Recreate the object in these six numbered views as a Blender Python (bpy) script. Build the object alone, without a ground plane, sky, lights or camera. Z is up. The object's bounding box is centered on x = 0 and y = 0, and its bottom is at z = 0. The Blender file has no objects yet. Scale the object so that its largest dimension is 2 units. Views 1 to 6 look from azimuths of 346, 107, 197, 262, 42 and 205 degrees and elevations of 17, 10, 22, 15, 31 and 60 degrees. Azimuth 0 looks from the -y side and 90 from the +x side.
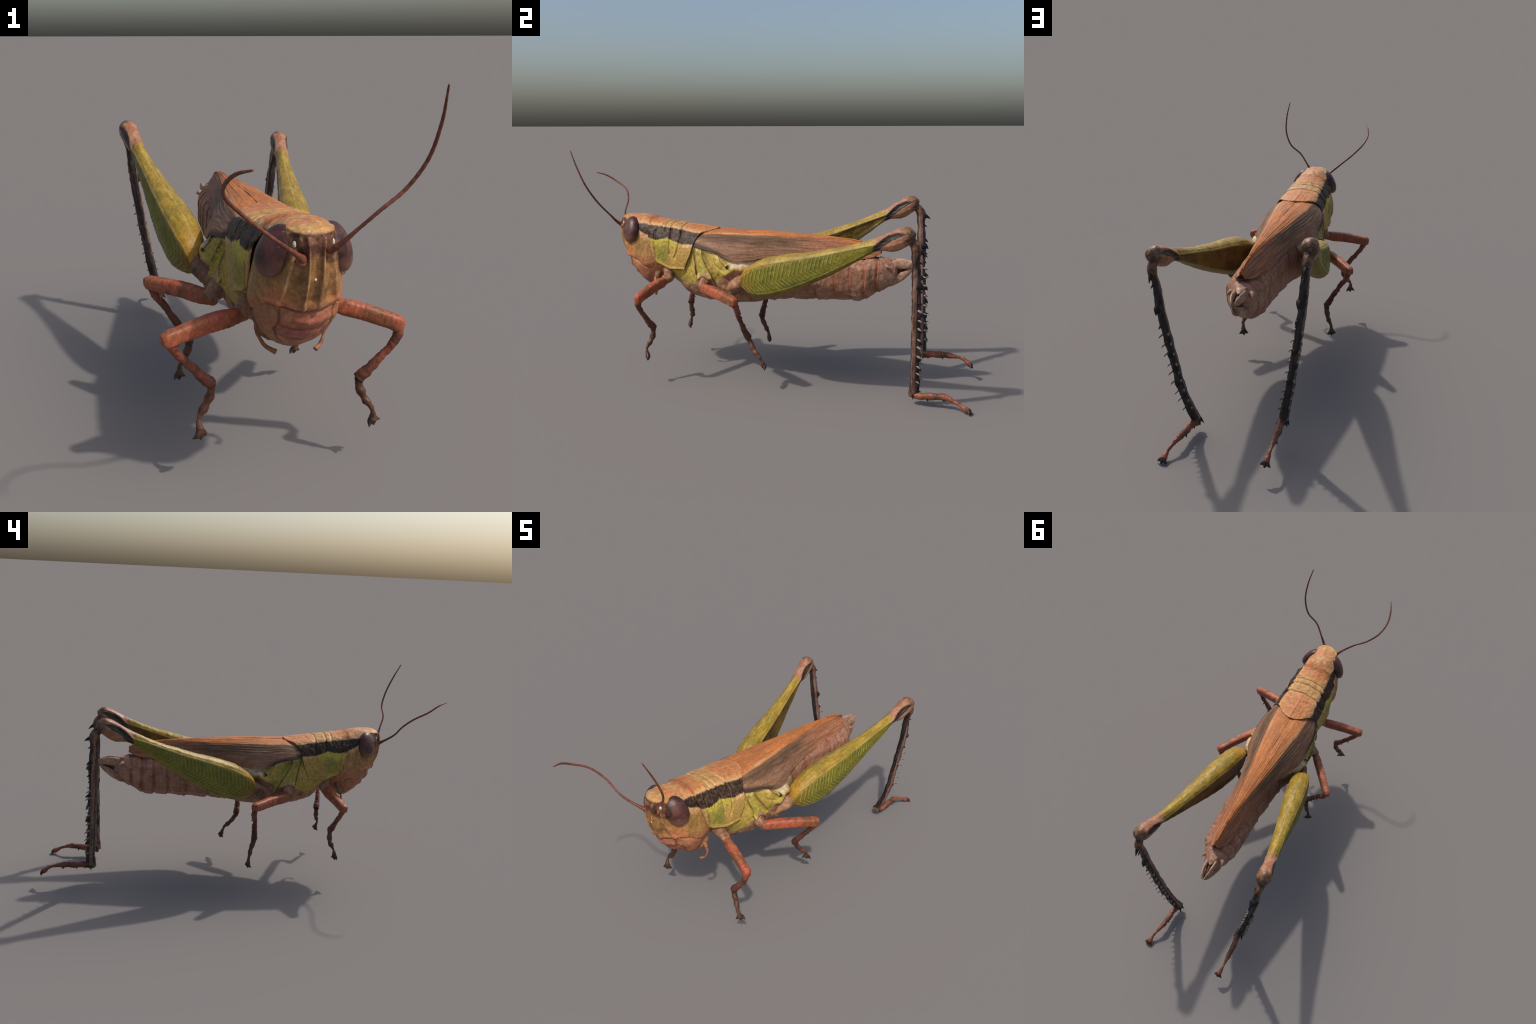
import bpy, math, random
import numpy as np
from mathutils import Vector, Matrix

# =====================================================================
#  Short-horned grasshopper, head towards -y.  Side s = +1 is the +x side.
# =====================================================================
random.seed(11)
BODY_X = 0.009            # the body's mirror plane lies a little to +x


# ------------------------------------------------------------- curves
def hermite(t, P, q):
    """Cubic through points P at knots t (non-uniform Catmull-Rom), sampled at q."""
    t = np.asarray(t, float); P = np.asarray(P, float); q = np.asarray(q, float)
    sh = (-1,) + (1,) * (P.ndim - 1)
    d = np.diff(P, axis=0) / np.diff(t).reshape(sh)
    m = np.empty_like(P)
    m[0], m[-1] = d[0], d[-1]
    h = np.diff(t)
    if len(t) > 2:
        w0 = (h[1:] / (h[:-1] + h[1:])).reshape(sh); w1 = 1 - w0
        m[1:-1] = d[:-1] * w0 + d[1:] * w1
    i = np.clip(np.searchsorted(t, q, side='right') - 1, 0, len(t) - 2)
    hh = h[i].reshape(sh); s = ((q - t[i]) / h[i]).reshape(sh)
    return ((2*s**3 - 3*s**2 + 1) * P[i] + (s**3 - 2*s**2 + s) * hh * m[i]
            + (-2*s**3 + 3*s**2) * P[i+1] + (s**3 - s**2) * hh * m[i+1])


def spline(P, n):
    P = np.asarray(P, float)
    t = np.concatenate([[0], np.cumsum(np.linalg.norm(np.diff(P, axis=0), axis=1) + 1e-9)])
    return hermite(t, P, np.linspace(0, t[-1], n))


def prof(table, q):
    """Smooth 1-D profile: table of (position, value...)"""
    a = np.asarray(table, float)
    r = hermite(a[:, 0], a[:, 1:], np.clip(q, a[0, 0], a[-1, 0]))
    return r[:, 0] if r.shape[1] == 1 else r


def smooth(x, lo, hi):
    s = np.clip((x - lo) / (hi - lo), 0, 1)
    return s * s * (3 - 2 * s)


def polydist(V, line):
    """Distance of every point to a polyline (2-D or 3-D)."""
    line = np.asarray(line, float)
    best = np.full(len(V), 1e9)
    for a, b in zip(line[:-1], line[1:]):
        ab = b - a
        t = np.clip(((V - a) @ ab) / (ab @ ab + 1e-12), 0, 1)
        best = np.minimum(best, np.linalg.norm(V - a - t[:, None] * ab, axis=1))
    return best


def ridge(V, line, height, width):
    return height * np.exp(-(polydist(V, line) / width) ** 2)


def value_noise(V, scale, seed=0):
    p = V * scale + 100.0 + seed * 17.3
    i = np.floor(p).astype(np.int64); f = p - i
    f = f * f * (3 - 2 * f)
    def h(dx, dy, dz):
        n = ((i[:, 0] + dx) * 73856093) ^ ((i[:, 1] + dy) * 19349663) ^ ((i[:, 2] + dz) * 83492791)
        n = (n * 1103515245 + 12345) & 0x7fffffff
        n = ((n >> 7) * 2654435761) & 0xffffff
        return n / float(0xffffff)
    r = 0
    for dx in (0, 1):
        for dy in (0, 1):
            for dz in (0, 1):
                w = ((f[:, 0] if dx else 1 - f[:, 0]) * (f[:, 1] if dy else 1 - f[:, 1])
                     * (f[:, 2] if dz else 1 - f[:, 2]))
                r = r + w * h(dx, dy, dz)
    return r * 2 - 1


def fbm(V, scale, octaves=3, seed=0):
    r, a = 0, 1.0
    for k in range(octaves):
        r = r + a * value_noise(V, scale * 2 ** k, seed + k)
        a *= 0.5
    return r


# ------------------------------------------------------------- meshes
def add_object(name, verts, faces, mat, parent=None, smooth_shade=True):
    me = bpy.data.meshes.new(name)
    me.from_pydata([tuple(map(float, v)) for v in verts], [], faces)
    me.materials.append(mat)
    if smooth_shade:
        me.polygons.foreach_set("use_smooth", [True] * len(me.polygons))
    me.update()
    ob = bpy.data.objects.new(name, me)
    bpy.context.scene.collection.objects.link(ob)
    if parent is not None:
        ob.parent = parent
    return ob


def grid_faces(nu, nv, closed, flip=False, base=0):
    f = []
    last = nv if closed else nv - 1
    for i in range(nu - 1):
        for j in range(last):
            a = base + i * nv + j; b = base + i * nv + (j + 1) % nv
            q = (a, b, b + nv, a + nv)
            f.append(q[::-1] if flip else q)
    return f


def grid_object(name, G, mat, parent=None, closed=False, caps=(False, False), flip=False):
    nu, nv = G.shape[:2]
    V = list(G.reshape(-1, 3)); F = grid_faces(nu, nv, closed, flip)
    for end, row in ((0, 0), (1, nu - 1)):
        if caps[end]:
            c = len(V); V.append(G[row].mean(0))
            for j in range(nv):
                a, b = row * nv + j, row * nv + (j + 1) % nv
                tri = (b, a, c) if end == 0 else (a, b, c)
                F.append(tri[::-1] if flip else tri)
    return add_object(name, V, F, mat, parent)


def surface(ctrl, nu, nv, closed=False):
    """Smooth grid through a net of control points [station][point]."""
    C = np.asarray(ctrl, float)
    if closed:
        C = np.concatenate([C[:, -2:], C, C[:, :3]], axis=1)
    tv = np.concatenate([[0], np.cumsum(np.linalg.norm(np.diff(C, axis=1), axis=2).mean(0) + 1e-6)])
    if closed:
        q = np.linspace(tv[2], tv[-3], nv, endpoint=False)
    else:
        q = np.linspace(0, tv[-1], nv)
    R = hermite(tv, C.swapaxes(0, 1), q).swapaxes(0, 1)
    tu = np.concatenate([[0], np.cumsum(np.linalg.norm(np.diff(C, axis=0), axis=2).mean(1) + 1e-6)])
    return hermite(tu, R, np.linspace(0, tu[-1], nu))


def coords(ob):
    n = len(ob.data.vertices)
    V = np.empty(n * 3); ob.data.vertices.foreach_get("co", V)
    N = np.empty(n * 3); ob.data.vertex_normals.foreach_get("vector", N)
    return V.reshape(-1, 3), N.reshape(-1, 3)


def put(ob, V):
    ob.data.vertices.foreach_set("co", np.ascontiguousarray(V, dtype=np.float64).ravel())
    ob.data.update()


def relief(ob, fn):
    V, N = coords(ob)
    put(ob, V + N * np.asarray(fn(V))[:, None])


def apply_solidify(ob, thickness, offset=-1):
    m = ob.modifiers.new("thickness", 'SOLIDIFY')
    m.thickness = thickness; m.offset = offset; m.use_even_offset = False
    dg = bpy.context.evaluated_depsgraph_get()
    me = bpy.data.meshes.new_from_object(ob.evaluated_get(dg))
    ob.modifiers.clear()
    old = ob.data; name = old.name
    ob.data = me
    bpy.data.meshes.remove(old); me.name = name


def frames(S, up):
    T = np.gradient(S, axis=0); T /= np.linalg.norm(T, axis=1)[:, None]
    up = np.asarray(up, float); B = []
    u = up - T[0] * (up @ T[0]); u /= np.linalg.norm(u)
    for t in T:
        u = u - t * (u @ t); u /= np.linalg.norm(u)
        B.append(u.copy())
    B = np.array(B)
    return T, B, np.cross(T, B)


def tube_verts(P, R, n, ring, up=(0, 0, 1), squash=1.0, square=0.0):
    """Tube along control points P with radii R (per control point); returns grid."""
    P = np.asarray(P, float)
    t = np.concatenate([[0], np.cumsum(np.linalg.norm(np.diff(P, axis=0), axis=1))])
    q = np.linspace(0, t[-1], n)
    S = hermite(t, P, q)
    r = np.interp(q, t, R) * 0.4 + hermite(t, np.asarray(R, float)[:, None], q)[:, 0] * 0.6
    T, U, W = frames(S, up)
    a = np.linspace(0, 2 * math.pi, ring, endpoint=False)
    c, s = np.cos(a), np.sin(a)
    k = 1.0 / (np.abs(c) ** (2 + square * 6) + np.abs(s) ** (2 + square * 6)) ** (1 / (2 + square * 6))
    return S[:, None] + (U[:, None] * (c * k)[None, :, None] + W[:, None] * (s * k * squash)[None, :, None]) * r[:, None, None]


def tube(name, P, R, mat, parent=None, n=40, ring=16, up=(0, 0, 1), squash=1.0, square=0.0, rough=0.0, rough_scale=60):
    G = tube_verts(P, R, n, ring, up, squash, square)
    ob = grid_object(name, G, mat, parent, True, (True, True))
    if rough:
        relief(ob, lambda V: rough * fbm(V, rough_scale, 3, 3))
    return ob


def join_meshes(name, parts, mat, parent):
    """Merge several (verts, faces) lists into one mesh."""
    V, F = [], []
    for v, f in parts:
        o = len(V); V += list(v); F += [tuple(i + o for i in q) for q in f]
    ob = add_object(name, V, F, mat, parent)
    ob["kind"] = "stuff"
    return ob


def closed_grid(G):
    nu, nv = G.shape[:2]
    V = list(G.reshape(-1, 3)); F = grid_faces(nu, nv, True)
    for row, e in ((0, 0), (nu - 1, 1)):
        c = len(V); V.append(G[row].mean(0))
        for j in range(nv):
            a, b = row * nv + j, row * nv + (j + 1) % nv
            F.append((b, a, c) if e == 0 else (a, b, c))
    return V, F


def split_region(ob, mask_fn, name, mat, parent):
    """Cut faces whose centre satisfies mask_fn into a part of their own, keeping shading seamless."""
    me = ob.data
    V, N = coords(ob)
    polys = [tuple(p.vertices) for p in me.polygons]
    cen = np.array([V[list(p)].mean(0) for p in polys])
    m = mask_fn(cen)
    out = []
    for nm, keep, mt, par in ((ob.name, ~m, me.materials[0], ob.parent), (name, m, mat, parent)):
        idx = sorted({i for p, k in zip(polys, keep) if k for i in p})
        mp = {o: i for i, o in enumerate(idx)}
        F = [tuple(mp[i] for i in p) for p, k in zip(polys, keep) if k]
        new = add_object(nm + "_tmp", V[idx], F, mt, par)
        new.data.normals_split_custom_set_from_vertices([tuple(n) for n in N[idx]])
        out.append(new)
    nm = ob.name
    bpy.data.objects.remove(ob)
    out[0].name = nm; out[0].data.name = nm
    out[1].name = name; out[1].data.name = name
    if parent is None or parent is ob:
        out[1].parent = out[0]
    return out


# ---------------------------------------------------------- materials
class Mat:
    def __init__(self, name, rough=0.5, spec=0.35):
        spec *= 0.65; rough = min(.9, rough + .06)
        self.mat = bpy.data.materials.new(name); self.mat.use_nodes = True
        self.nt = self.mat.node_tree; self.nt.nodes.clear()
        self.out = self.nt.nodes.new('ShaderNodeOutputMaterial')
        self.b = self.nt.nodes.new('ShaderNodeBsdfPrincipled')
        self.nt.links.new(self.b.outputs[0], self.out.inputs[0])
        self.b.inputs['Roughness'].default_value = rough
        self.b.inputs['Specular IOR Level'].default_value = spec
        tc = self.nt.nodes.new('ShaderNodeTexCoord'); self.pos = tc.outputs['Object']
        sp = self.nt.nodes.new('ShaderNodeSeparateXYZ'); self.nt.links.new(self.pos, sp.inputs[0])
        self.x, self.y, self.z = sp.outputs

    def set(self, sock, v):
        if isinstance(v, bpy.types.NodeSocket):
            self.nt.links.new(v, sock)
        elif isinstance(v, (tuple, list)):
            sock.default_value = tuple(v) + ((1.0,) if len(v) == 3 and sock.type == 'RGBA' else ())
        else:
            sock.default_value = v

    def m(self, op, a, b=0.0, c=0.0):
        n = self.nt.nodes.new('ShaderNodeMath'); n.operation = op
        for i, v in enumerate((a, b, c)):
            self.set(n.inputs[i], v)
        return n.outputs[0]

    def add(self, *v):
        r = v[0]
        for k in v[1:]:
            r = self.m('ADD', r, k)
        return r

    def sub(self, a, b): return self.m('SUBTRACT', a, b)
    def mul(self, *v):
        r = v[0]
        for k in v[1:]:
            r = self.m('MULTIPLY', r, k)
        return r
    def mx(self, a, b): return self.m('MAXIMUM', a, b)
    def mn(self, a, b): return self.m('MINIMUM', a, b)
    def inv(self, a): return self.m('SUBTRACT', 1.0, a)

    def step(self, v, lo, hi):
        n = self.nt.nodes.new('ShaderNodeMapRange'); n.interpolation_type = 'SMOOTHSTEP'
        if hi < lo:
            return self.inv(self.step(v, hi, lo))
        self.set(n.inputs[0], v); n.inputs[1].default_value = lo; n.inputs[2].default_value = hi
        return n.outputs[0]

    def band(self, v, lo, hi, soft):
        return self.mul(self.step(v, lo - soft, lo + soft), self.step(v, hi + soft, hi - soft))

    def lin(self, v, a, b, c, d):
        n = self.nt.nodes.new('ShaderNodeMapRange'); n.clamp = True
        self.set(n.inputs[0], v)
        for i, k in enumerate((a, b, c, d)):
            n.inputs[i + 1].default_value = k
        return n.outputs[0]

    def curve(self, v, pts):
        """Piecewise function y(v) through pts."""
        xs = [p[0] for p in pts]; ys = [p[1] for p in pts]
        x0, x1, y0, y1 = min(xs), max(xs), min(ys), max(ys)
        if y1 - y0 < 1e-6: y1 = y0 + 1e-3
        n = self.nt.nodes.new('ShaderNodeFloatCurve')
        c = n.mapping.curves[0]
        P = [((x - x0) / (x1 - x0), (y - y0) / (y1 - y0)) for x, y in pts]
        while len(c.points) < len(P):
            c.points.new(0.5, 0.5)
        for p, k in zip(c.points, P):
            p.location = k; p.handle_type = 'VECTOR'
        n.mapping.update()
        self.set(n.inputs['Value'], self.lin(v, x0, x1, 0, 1))
        return self.lin(n.outputs[0], 0, 1, y0, y1)

    def scaled(self, sx, sy, sz, vec=None):
        n = self.nt.nodes.new('ShaderNodeMapping'); self.set(n.inputs[0], vec or self.pos)
        n.inputs['Scale'].default_value = (sx, sy, sz)
        return n.outputs[0]

    def vec(self, x, y, z):
        n = self.nt.nodes.new('ShaderNodeCombineXYZ')
        for i, v in enumerate((x, y, z)):
            self.set(n.inputs[i], v)
        return n.outputs[0]

    def noise(self, scale, detail=4.0, rough=0.6, vec=None, distort=0.0):
        n = self.nt.nodes.new('ShaderNodeTexNoise'); self.set(n.inputs['Vector'], vec or self.pos)
        n.inputs['Scale'].default_value = scale; n.inputs['Detail'].default_value = detail
        n.inputs['Roughness'].default_value = rough; n.inputs['Distortion'].default_value = distort
        return n.outputs[0]

    def cells(self, scale, vec=None, feature='DISTANCE_TO_EDGE'):
        n = self.nt.nodes.new('ShaderNodeTexVoronoi'); n.feature = feature
        self.set(n.inputs['Vector'], vec or self.pos); n.inputs['Scale'].default_value = scale
        return n.outputs['Distance']

    def mix(self, f, a, b):
        n = self.nt.nodes.new('ShaderNodeMix'); n.data_type = 'RGBA'
        self.set(n.inputs[0], f); self.set(n.inputs[6], a); self.set(n.inputs[7], b)
        return n.outputs[2]

    def shade(self, col, f):
        """Multiply a colour by a grey factor."""
        n = self.nt.nodes.new('ShaderNodeMix'); n.data_type = 'RGBA'; n.blend_type = 'MULTIPLY'
        n.inputs[0].default_value = 1.0
        self.set(n.inputs[6], col)
        cmb = self.nt.nodes.new('ShaderNodeCombineColor')
        for i in range(3):
            self.set(cmb.inputs[i], f)
        self.nt.links.new(cmb.outputs[0], n.inputs[7])
        return n.outputs[2]

    def mottle(self, col, scale=40, amount=0.25, detail=5):
        amount *= 1.25
        col = self.shade(col, self.lin(self.noise(scale, detail, 0.65), 0.3, 0.7, 1 - amount, 1 + amount))
        return self.shade(col, self.lin(self.noise(scale * 4.3, 3, 0.6), 0.32, 0.68, 1 - amount * .6, 1 + amount * .6))

    def bump(self, h, strength=0.4, dist=0.004):
        n = self.nt.nodes.new('ShaderNodeBump'); n.inputs['Strength'].default_value = strength
        n.inputs['Distance'].default_value = dist
        self.set(n.inputs['Height'], h); self.nt.links.new(n.outputs[0], self.b.inputs['Normal'])

    def color(self, c):
        self.set(self.b.inputs['Base Color'], c)
        return self.mat


def side_x(g):
    return g.m('ABSOLUTE', g.sub(g.x, BODY_X))


ORANGE = (0.47, 0.168, 0.057)
TAN = (0.55, 0.30, 0.13)
OLIVE = (0.40, 0.27, 0.085)
DARK = (0.026, 0.016, 0.011)
PALE = (0.58, 0.34, 0.15)
LIME = (0.35, 0.275, 0.045)
GREEN = (0.20, 0.205, 0.030)
YELLOW = (0.42, 0.28, 0.07)
PINK = (0.36, 0.19, 0.13)

STRIPE_TOP = [(-0.62, .742), (-0.588, .740), (-0.541, .734), (-0.46, .728), (-0.37, .718), (-0.30, .707), (-0.24, .70)]
STRIPE_LOW = [(-0.62, .715), (-0.593, .704), (-0.536, .676), (-0.502, .668), (-0.47, .674), (-0.44, .679), (-0.411, .670),
              (-0.37, .657), (-0.31, .655), (-0.24, .65)]


def dark_stripe(g, jag=0.018):
    """Mask of the dark band from the eye to the wing, with fringed borders; also height below it."""
    fr = g.mul(g.add(g.sub(g.noise(1.0, 4, 0.75, g.scaled(30, 120, 25)), 0.5), g.mul(g.sub(g.noise(34, 2), .5), .5)), jag)
    zz = g.add(g.z, fr)
    top = g.sub(zz, g.curve(g.y, STRIPE_TOP)); low = g.sub(zz, g.curve(g.y, STRIPE_LOW))
    return g.mul(g.step(top, 0.005, -0.003), g.step(low, -0.004, 0.004)), low, top


def make_head_material():
    g = Mat("head_skin", 0.42, 0.4)
    ax = side_x(g)
    face = g.mul(g.step(g.y, -0.665, -0.70), g.step(ax, .085, .06))
    # crown
    crown = g.mix(g.step(g.noise(9, 3), .42, .62), ORANGE, (0.46, 0.22, 0.085))
    crown = g.mix(g.mul(g.step(g.y, -.64, -.70), g.step(g.noise(14, 3), .35, .6)), crown, (0.46, 0.27, 0.10))
    # cheeks
    streak = g.noise(1.0, 4, .6, g.scaled(30, 70, 12))
    cheek = g.mix(g.step(streak, .35, .7), (0.28, 0.138, 0.042), (0.42, 0.205, 0.075))
    olive = g.mul(g.step(g.noise(16, 3), .45, .6), g.band(g.z, .585, .66, .02))
    cheek = g.mix(g.mul(olive, .8), cheek, (0.24, 0.145, 0.035))
    red = g.mul(g.step(g.y, -.595, -.665), g.step(g.z, .655, .60))
    cheek = g.mix(g.mul(red, .85), cheek, (0.47, 0.155, 0.065))
    cheek = g.mix(g.mul(g.step(g.z, .60, .555), .8), cheek, (0.40, 0.155, 0.075))
    # frontal face
    fcol = g.mix(g.step(g.noise(26, 4), .35, .65), (0.18, 0.095, 0.032), (0.31, 0.148, 0.055))
    fcol = g.mix(g.step(g.add(g.z, g.mul(g.sub(g.noise(30, 3), .5), .05)), .675, .725), fcol, g.mix(g.step(g.noise(45, 3), .4, .65), (0.085, 0.035, 0.022), (0.19, 0.085, 0.045)))
    fcol = g.mix(g.mul(g.step(g.z, .61, .575), .8), fcol, (0.40, 0.17, 0.08))
    lines = g.mx(g.band(ax, .0155, .0195, .002), g.band(g.sub(ax, g.curve(g.z, [(.56, .078), (.6, .068), (.66, .058), (.72, .045)])), -.003, .003, .002))
    fcol = g.mix(g.mul(lines, g.step(g.z, .735, .70), .75), fcol, (0.45, 0.25, 0.12))
    col = g.mix(face, cheek, fcol)
    sut = g.m('ABSOLUTE', g.sub(g.z, g.curve(ax, [(0, .563), (.03, .564), (.055, .572), (.085, .577)])))
    col = g.mix(g.mul(g.step(sut, .005, .0015), g.step(g.y, -.63, -.65), .8), col, (0.11, 0.045, 0.024))
    up = g.step(g.sub(g.add(g.z, g.mul(g.sub(g.noise(30, 3), .5), .010)), g.curve(g.y, [(-.75, .764), (-.70, .762), (-.66, .744), (-.55, .742)])), -.004, .005)
    col = g.mix(up, col, crown)
    behind = g.step(g.y, -.64, -.615)
    s, low, top = dark_stripe(g)
    pale = g.mul(behind, g.step(g.add(low, g.mul(g.sub(g.noise(50, 3), .5), .03)), -.04, -.004), g.step(top, .03, 0))
    col = g.mix(g.mul(pale, .85), col, PALE)
    col = g.mix(g.mul(behind, g.step(top, -.002, .006)), col, g.mix(g.step(top, .0, .02), (0.62, 0.33, 0.16), crown))
    col = g.mix(g.mul(s, behind), col, g.mix(g.step(g.noise(60, 3), .45, .7), DARK, (0.11, .055, .028)))
    fine = g.noise(1.0, 4, .65, g.scaled(90, 150, 26))
    col = g.mix(g.mul(g.step(fine, .56, .70), g.inv(s), .35), col, (0.55, 0.33, 0.15))
    col = g.mottle(col, 55, .25)
    g.bump(g.add(g.mul(g.noise(160, 4), .6), streak), .35, .003)
    return g.color(col)


def make_mouth_material():
    g = Mat("mouthpart_skin", 0.4, 0.4)
    ax = side_x(g)
    c = g.mix(g.step(g.noise(18, 4), .38, .64), (0.36, 0.125, 0.063), (0.33, 0.165, 0.072))
    c = g.mix(g.mul(g.step(g.noise(9, 2), .45, .6), .7), c, (0.27, 0.085, 0.062))
    c = g.mix(g.mul(g.band(g.z, .488, .508, .006), g.step(ax, .085, .06), g.step(g.y, -.60, -.63)), c, (0.29, 0.095, 0.07))
    fr_ = g.step(g.y, -.56, -.60)
    for pts in ([(0, .562), (.03, .563), (.055, .571), (.085, .575)], [(0, .508), (.03, .507), (.055, .515), (.07, .525)], [(0, .466), (.03, .468), (.05, .478), (.07, .49)]):
        dd = g.m('ABSOLUTE', g.sub(g.z, g.curve(ax, pts)))
        c = g.mix(g.mul(g.step(dd, .0045, .001), fr_, g.step(ax, pts[-1][0], pts[-1][0] - .008), g.lin(g.noise(30, 2), .35, .65, .2, .65)), c, (0.12, 0.04, 0.024))
    mand = g.m('ABSOLUTE', g.sub(ax, g.curve(g.z, [(.45, .046), (.475, .060), (.50, .070), (.53, .066), (.572, .068)])))
    c = g.mix(g.mul(g.step(mand, .004, .001), g.band(g.z, .45, .575, .004), fr_, .7), c, (0.12, 0.04, 0.024))
    g.bump(g.noise(120, 4), .3, .003)
    return g.color(g.mottle(c, 60, .25))


def make_pronotum_material():
    g = Mat("pronotum_shield", 0.45, 0.35)
    ax = side_x(g)
    top_c = g.mix(g.step(g.add(g.y, g.mul(g.sub(g.noise(20, 3), .5), .05)), -.505, -.465), ORANGE, (0.47, 0.25, 0.078))
    top_c = g.mix(g.step(g.y, -.40, -.35), top_c, (0.47, 0.178, 0.062))
    top_c = g.mix(g.mul(g.step(g.noise(24, 5), .5, .68), g.step(g.y, -.36, -.40), .8), top_c, (0.33, 0.235, 0.07))
    top_c = g.mix(g.mul(g.step(g.noise(19, 4, .6, g.scaled(1.3, 1, 1)), .54, .7), g.step(ax, .06, .02), .75), top_c, (0.20, 0.105, 0.055))
    top_c = g.mix(g.mul(g.step(g.noise(13, 3), .55, .68), g.band(g.y, -.46, -.38, .02), g.step(ax, .06, .02)), top_c, (0.36, 0.15, 0.10))
    s, low, top = dark_stripe(g)
    # flanks
    grain = g.noise(130, 3, .7)
    fl = g.mix(g.step(g.noise(14, 3), .4, .62), YELLOW, (0.41, 0.25, 0.065))
    gr = g.mul(g.band(g.y, -.50, -.435, .012), g.band(g.z, .565, .66, .03))
    fl = g.mix(g.mul(gr, g.step(grain, .2, .6)), fl, GREEN)
    fl = g.mix(g.mul(g.step(low, -.05, -.012), g.step(g.y, -.36, -.40)), fl, (0.46, 0.37, 0.055))
    fl = g.mix(g.mul(g.step(low, -.03, -.004), g.step(g.y, -.385, -.35)), fl, PALE)
    fl = g.mix(g.mul(g.step(g.y, -.515, -.53), .8), fl, (0.50, 0.30, 0.12))
    fl = g.mix(g.mul(g.band(g.y, -.512, -.503, .004), g.step(g.z, .66, .63), .6), fl, (0.16, 0.07, 0.03))
    fl = g.mix(g.mul(g.step(g.noise(210, 2), .52, .64), .5), fl, (0.21, 0.135, 0.035))
    col = g.mix(g.step(top, -.002, .002), fl, g.mix(g.step(top, .0, .022), (0.58, 0.33, 0.145), top_c))
    dk = g.mix(g.step(g.noise(70, 3), .42, .75), DARK, (0.12, 0.06, 0.034))
    dk = g.mix(g.mul(g.step(g.cells(150, None, 'F1'), .22, .1), g.step(g.y, -.40, -.35)), dk, (0.30, 0.19, 0.12))
    col = g.mix(s, col, dk)
    fold = g.mul(g.step(g.add(g.y, g.mul(g.sub(g.noise(40, 2), .5), .008)), -.543, -.553), g.step(ax, .10, .08))
    col = g.mix(g.mul(fold, .6), col, (0.24, 0.068, 0.03))
    fs = g.noise(1.0, 4, .65, g.scaled(110, 30, 60))
    col = g.mix(g.mul(g.step(fs, .55, .7), g.step(top, .0, .01), .4), col, (0.60, 0.36, 0.16))
    col = g.mottle(col, 60, .22)
    g.bump(g.add(grain, g.noise(40, 4)), .35, .003)
    return g.color(col)


def make_thorax_material():
    g = Mat("thorax_plates", 0.45, 0.35)
    ax = side_x(g)
    c = g.mix(g.step(g.noise(15, 3), .38, .62), YELLOW, LIME)
    gr = g.mul(g.band(g.y, -.27, -.15, .03), g.step(g.noise(22, 3), .42, .6))
    c = g.mix(g.mul(gr, .8), c, (0.27, 0.285, 0.035))
    c = g.mix(g.mul(g.step(g.cells(120), .1, .02), .5), c, (0.46, 0.27, 0.07))
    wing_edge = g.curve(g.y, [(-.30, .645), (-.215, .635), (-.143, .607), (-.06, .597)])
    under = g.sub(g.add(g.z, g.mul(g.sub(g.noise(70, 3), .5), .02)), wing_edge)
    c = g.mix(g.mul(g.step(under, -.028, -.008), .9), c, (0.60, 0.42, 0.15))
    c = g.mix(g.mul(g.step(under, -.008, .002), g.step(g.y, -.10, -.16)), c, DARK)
    white = g.mul(g.step(g.y, -.14, -.085), g.step(g.z, .555, .585))
    c = g.mix(white, c, (0.72, 0.55, 0.40))
    skin = g.mix(g.step(g.noise(20, 4), .35, .65), (0.25, 0.125, 0.068), (0.37, 0.205, 0.105))
    skin = g.mix(g.step(g.noise(11, 2), .55, .7), skin, (0.15, 0.07, 0.045))
    lowline = g.curve(g.y, [(-.42, .50), (-.345, .455), (-.283, .485), (-.235, .540), (-.19, .485), (-.125, .535), (-.06, .56)])
    lo = g.step(g.sub(g.add(g.z, g.mul(g.sub(g.noise(40, 3), .5), .03)), lowline), .012, -.012)
    c = g.mix(lo, c, skin)
    c = g.mix(g.step(g.y, -.40, -.43), c, skin)
    for line in ([(.50, -.272), (.527, -.278), (.562, -.281), (.612, -.297), (.644, -.301)],
                 [(.455, -.165), (.464, -.169), (.504, -.189), (.535, -.202), (.572, -.228), (.609, -.251), (.640, -.255)],
                 [(.560, -.118), (.567, -.124), (.579, -.137), (.597, -.157), (.627, -.170)]):
        off = g.sub(g.add(g.y, g.mul(g.sub(g.noise(40, 2), .5), .008)), g.curve(g.z, line))
        on = g.mul(g.band(g.z, line[0][0] + .004, line[-1][0], .004), g.step(ax, .08, .11))
        c = g.mix(g.mul(on, g.band(off, .004, .011, .003), .45), c, (0.55, 0.38, 0.15))
        c = g.mix(g.mul(on, g.band(off, -.0035, .0025, .002), .85), c, (0.075, 0.036, 0.018))
    spir = g.m('SQRT', g.add(g.m('POWER', g.add(g.y, .116), 2.0), g.m('POWER', g.sub(g.z, .565), 2.0)))
    c = g.mix(g.mul(g.step(spir, .013, .006), g.step(ax, .1, .12)), c, (0.02, 0.012, 0.010))
    veins = g.m('ABSOLUTE', g.sub(g.noise(26, 2, .5, None, .6), .5))
    c = g.mix(g.mul(g.step(veins, .022, .006), g.inv(lo), .35), c, (0.52, 0.42, 0.12))
    c = g.mottle(c, 70, .25)
    g.bump(g.add(g.noise(120, 4), g.noise(30, 3)), .4, .004)
    return g.color(c)


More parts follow.
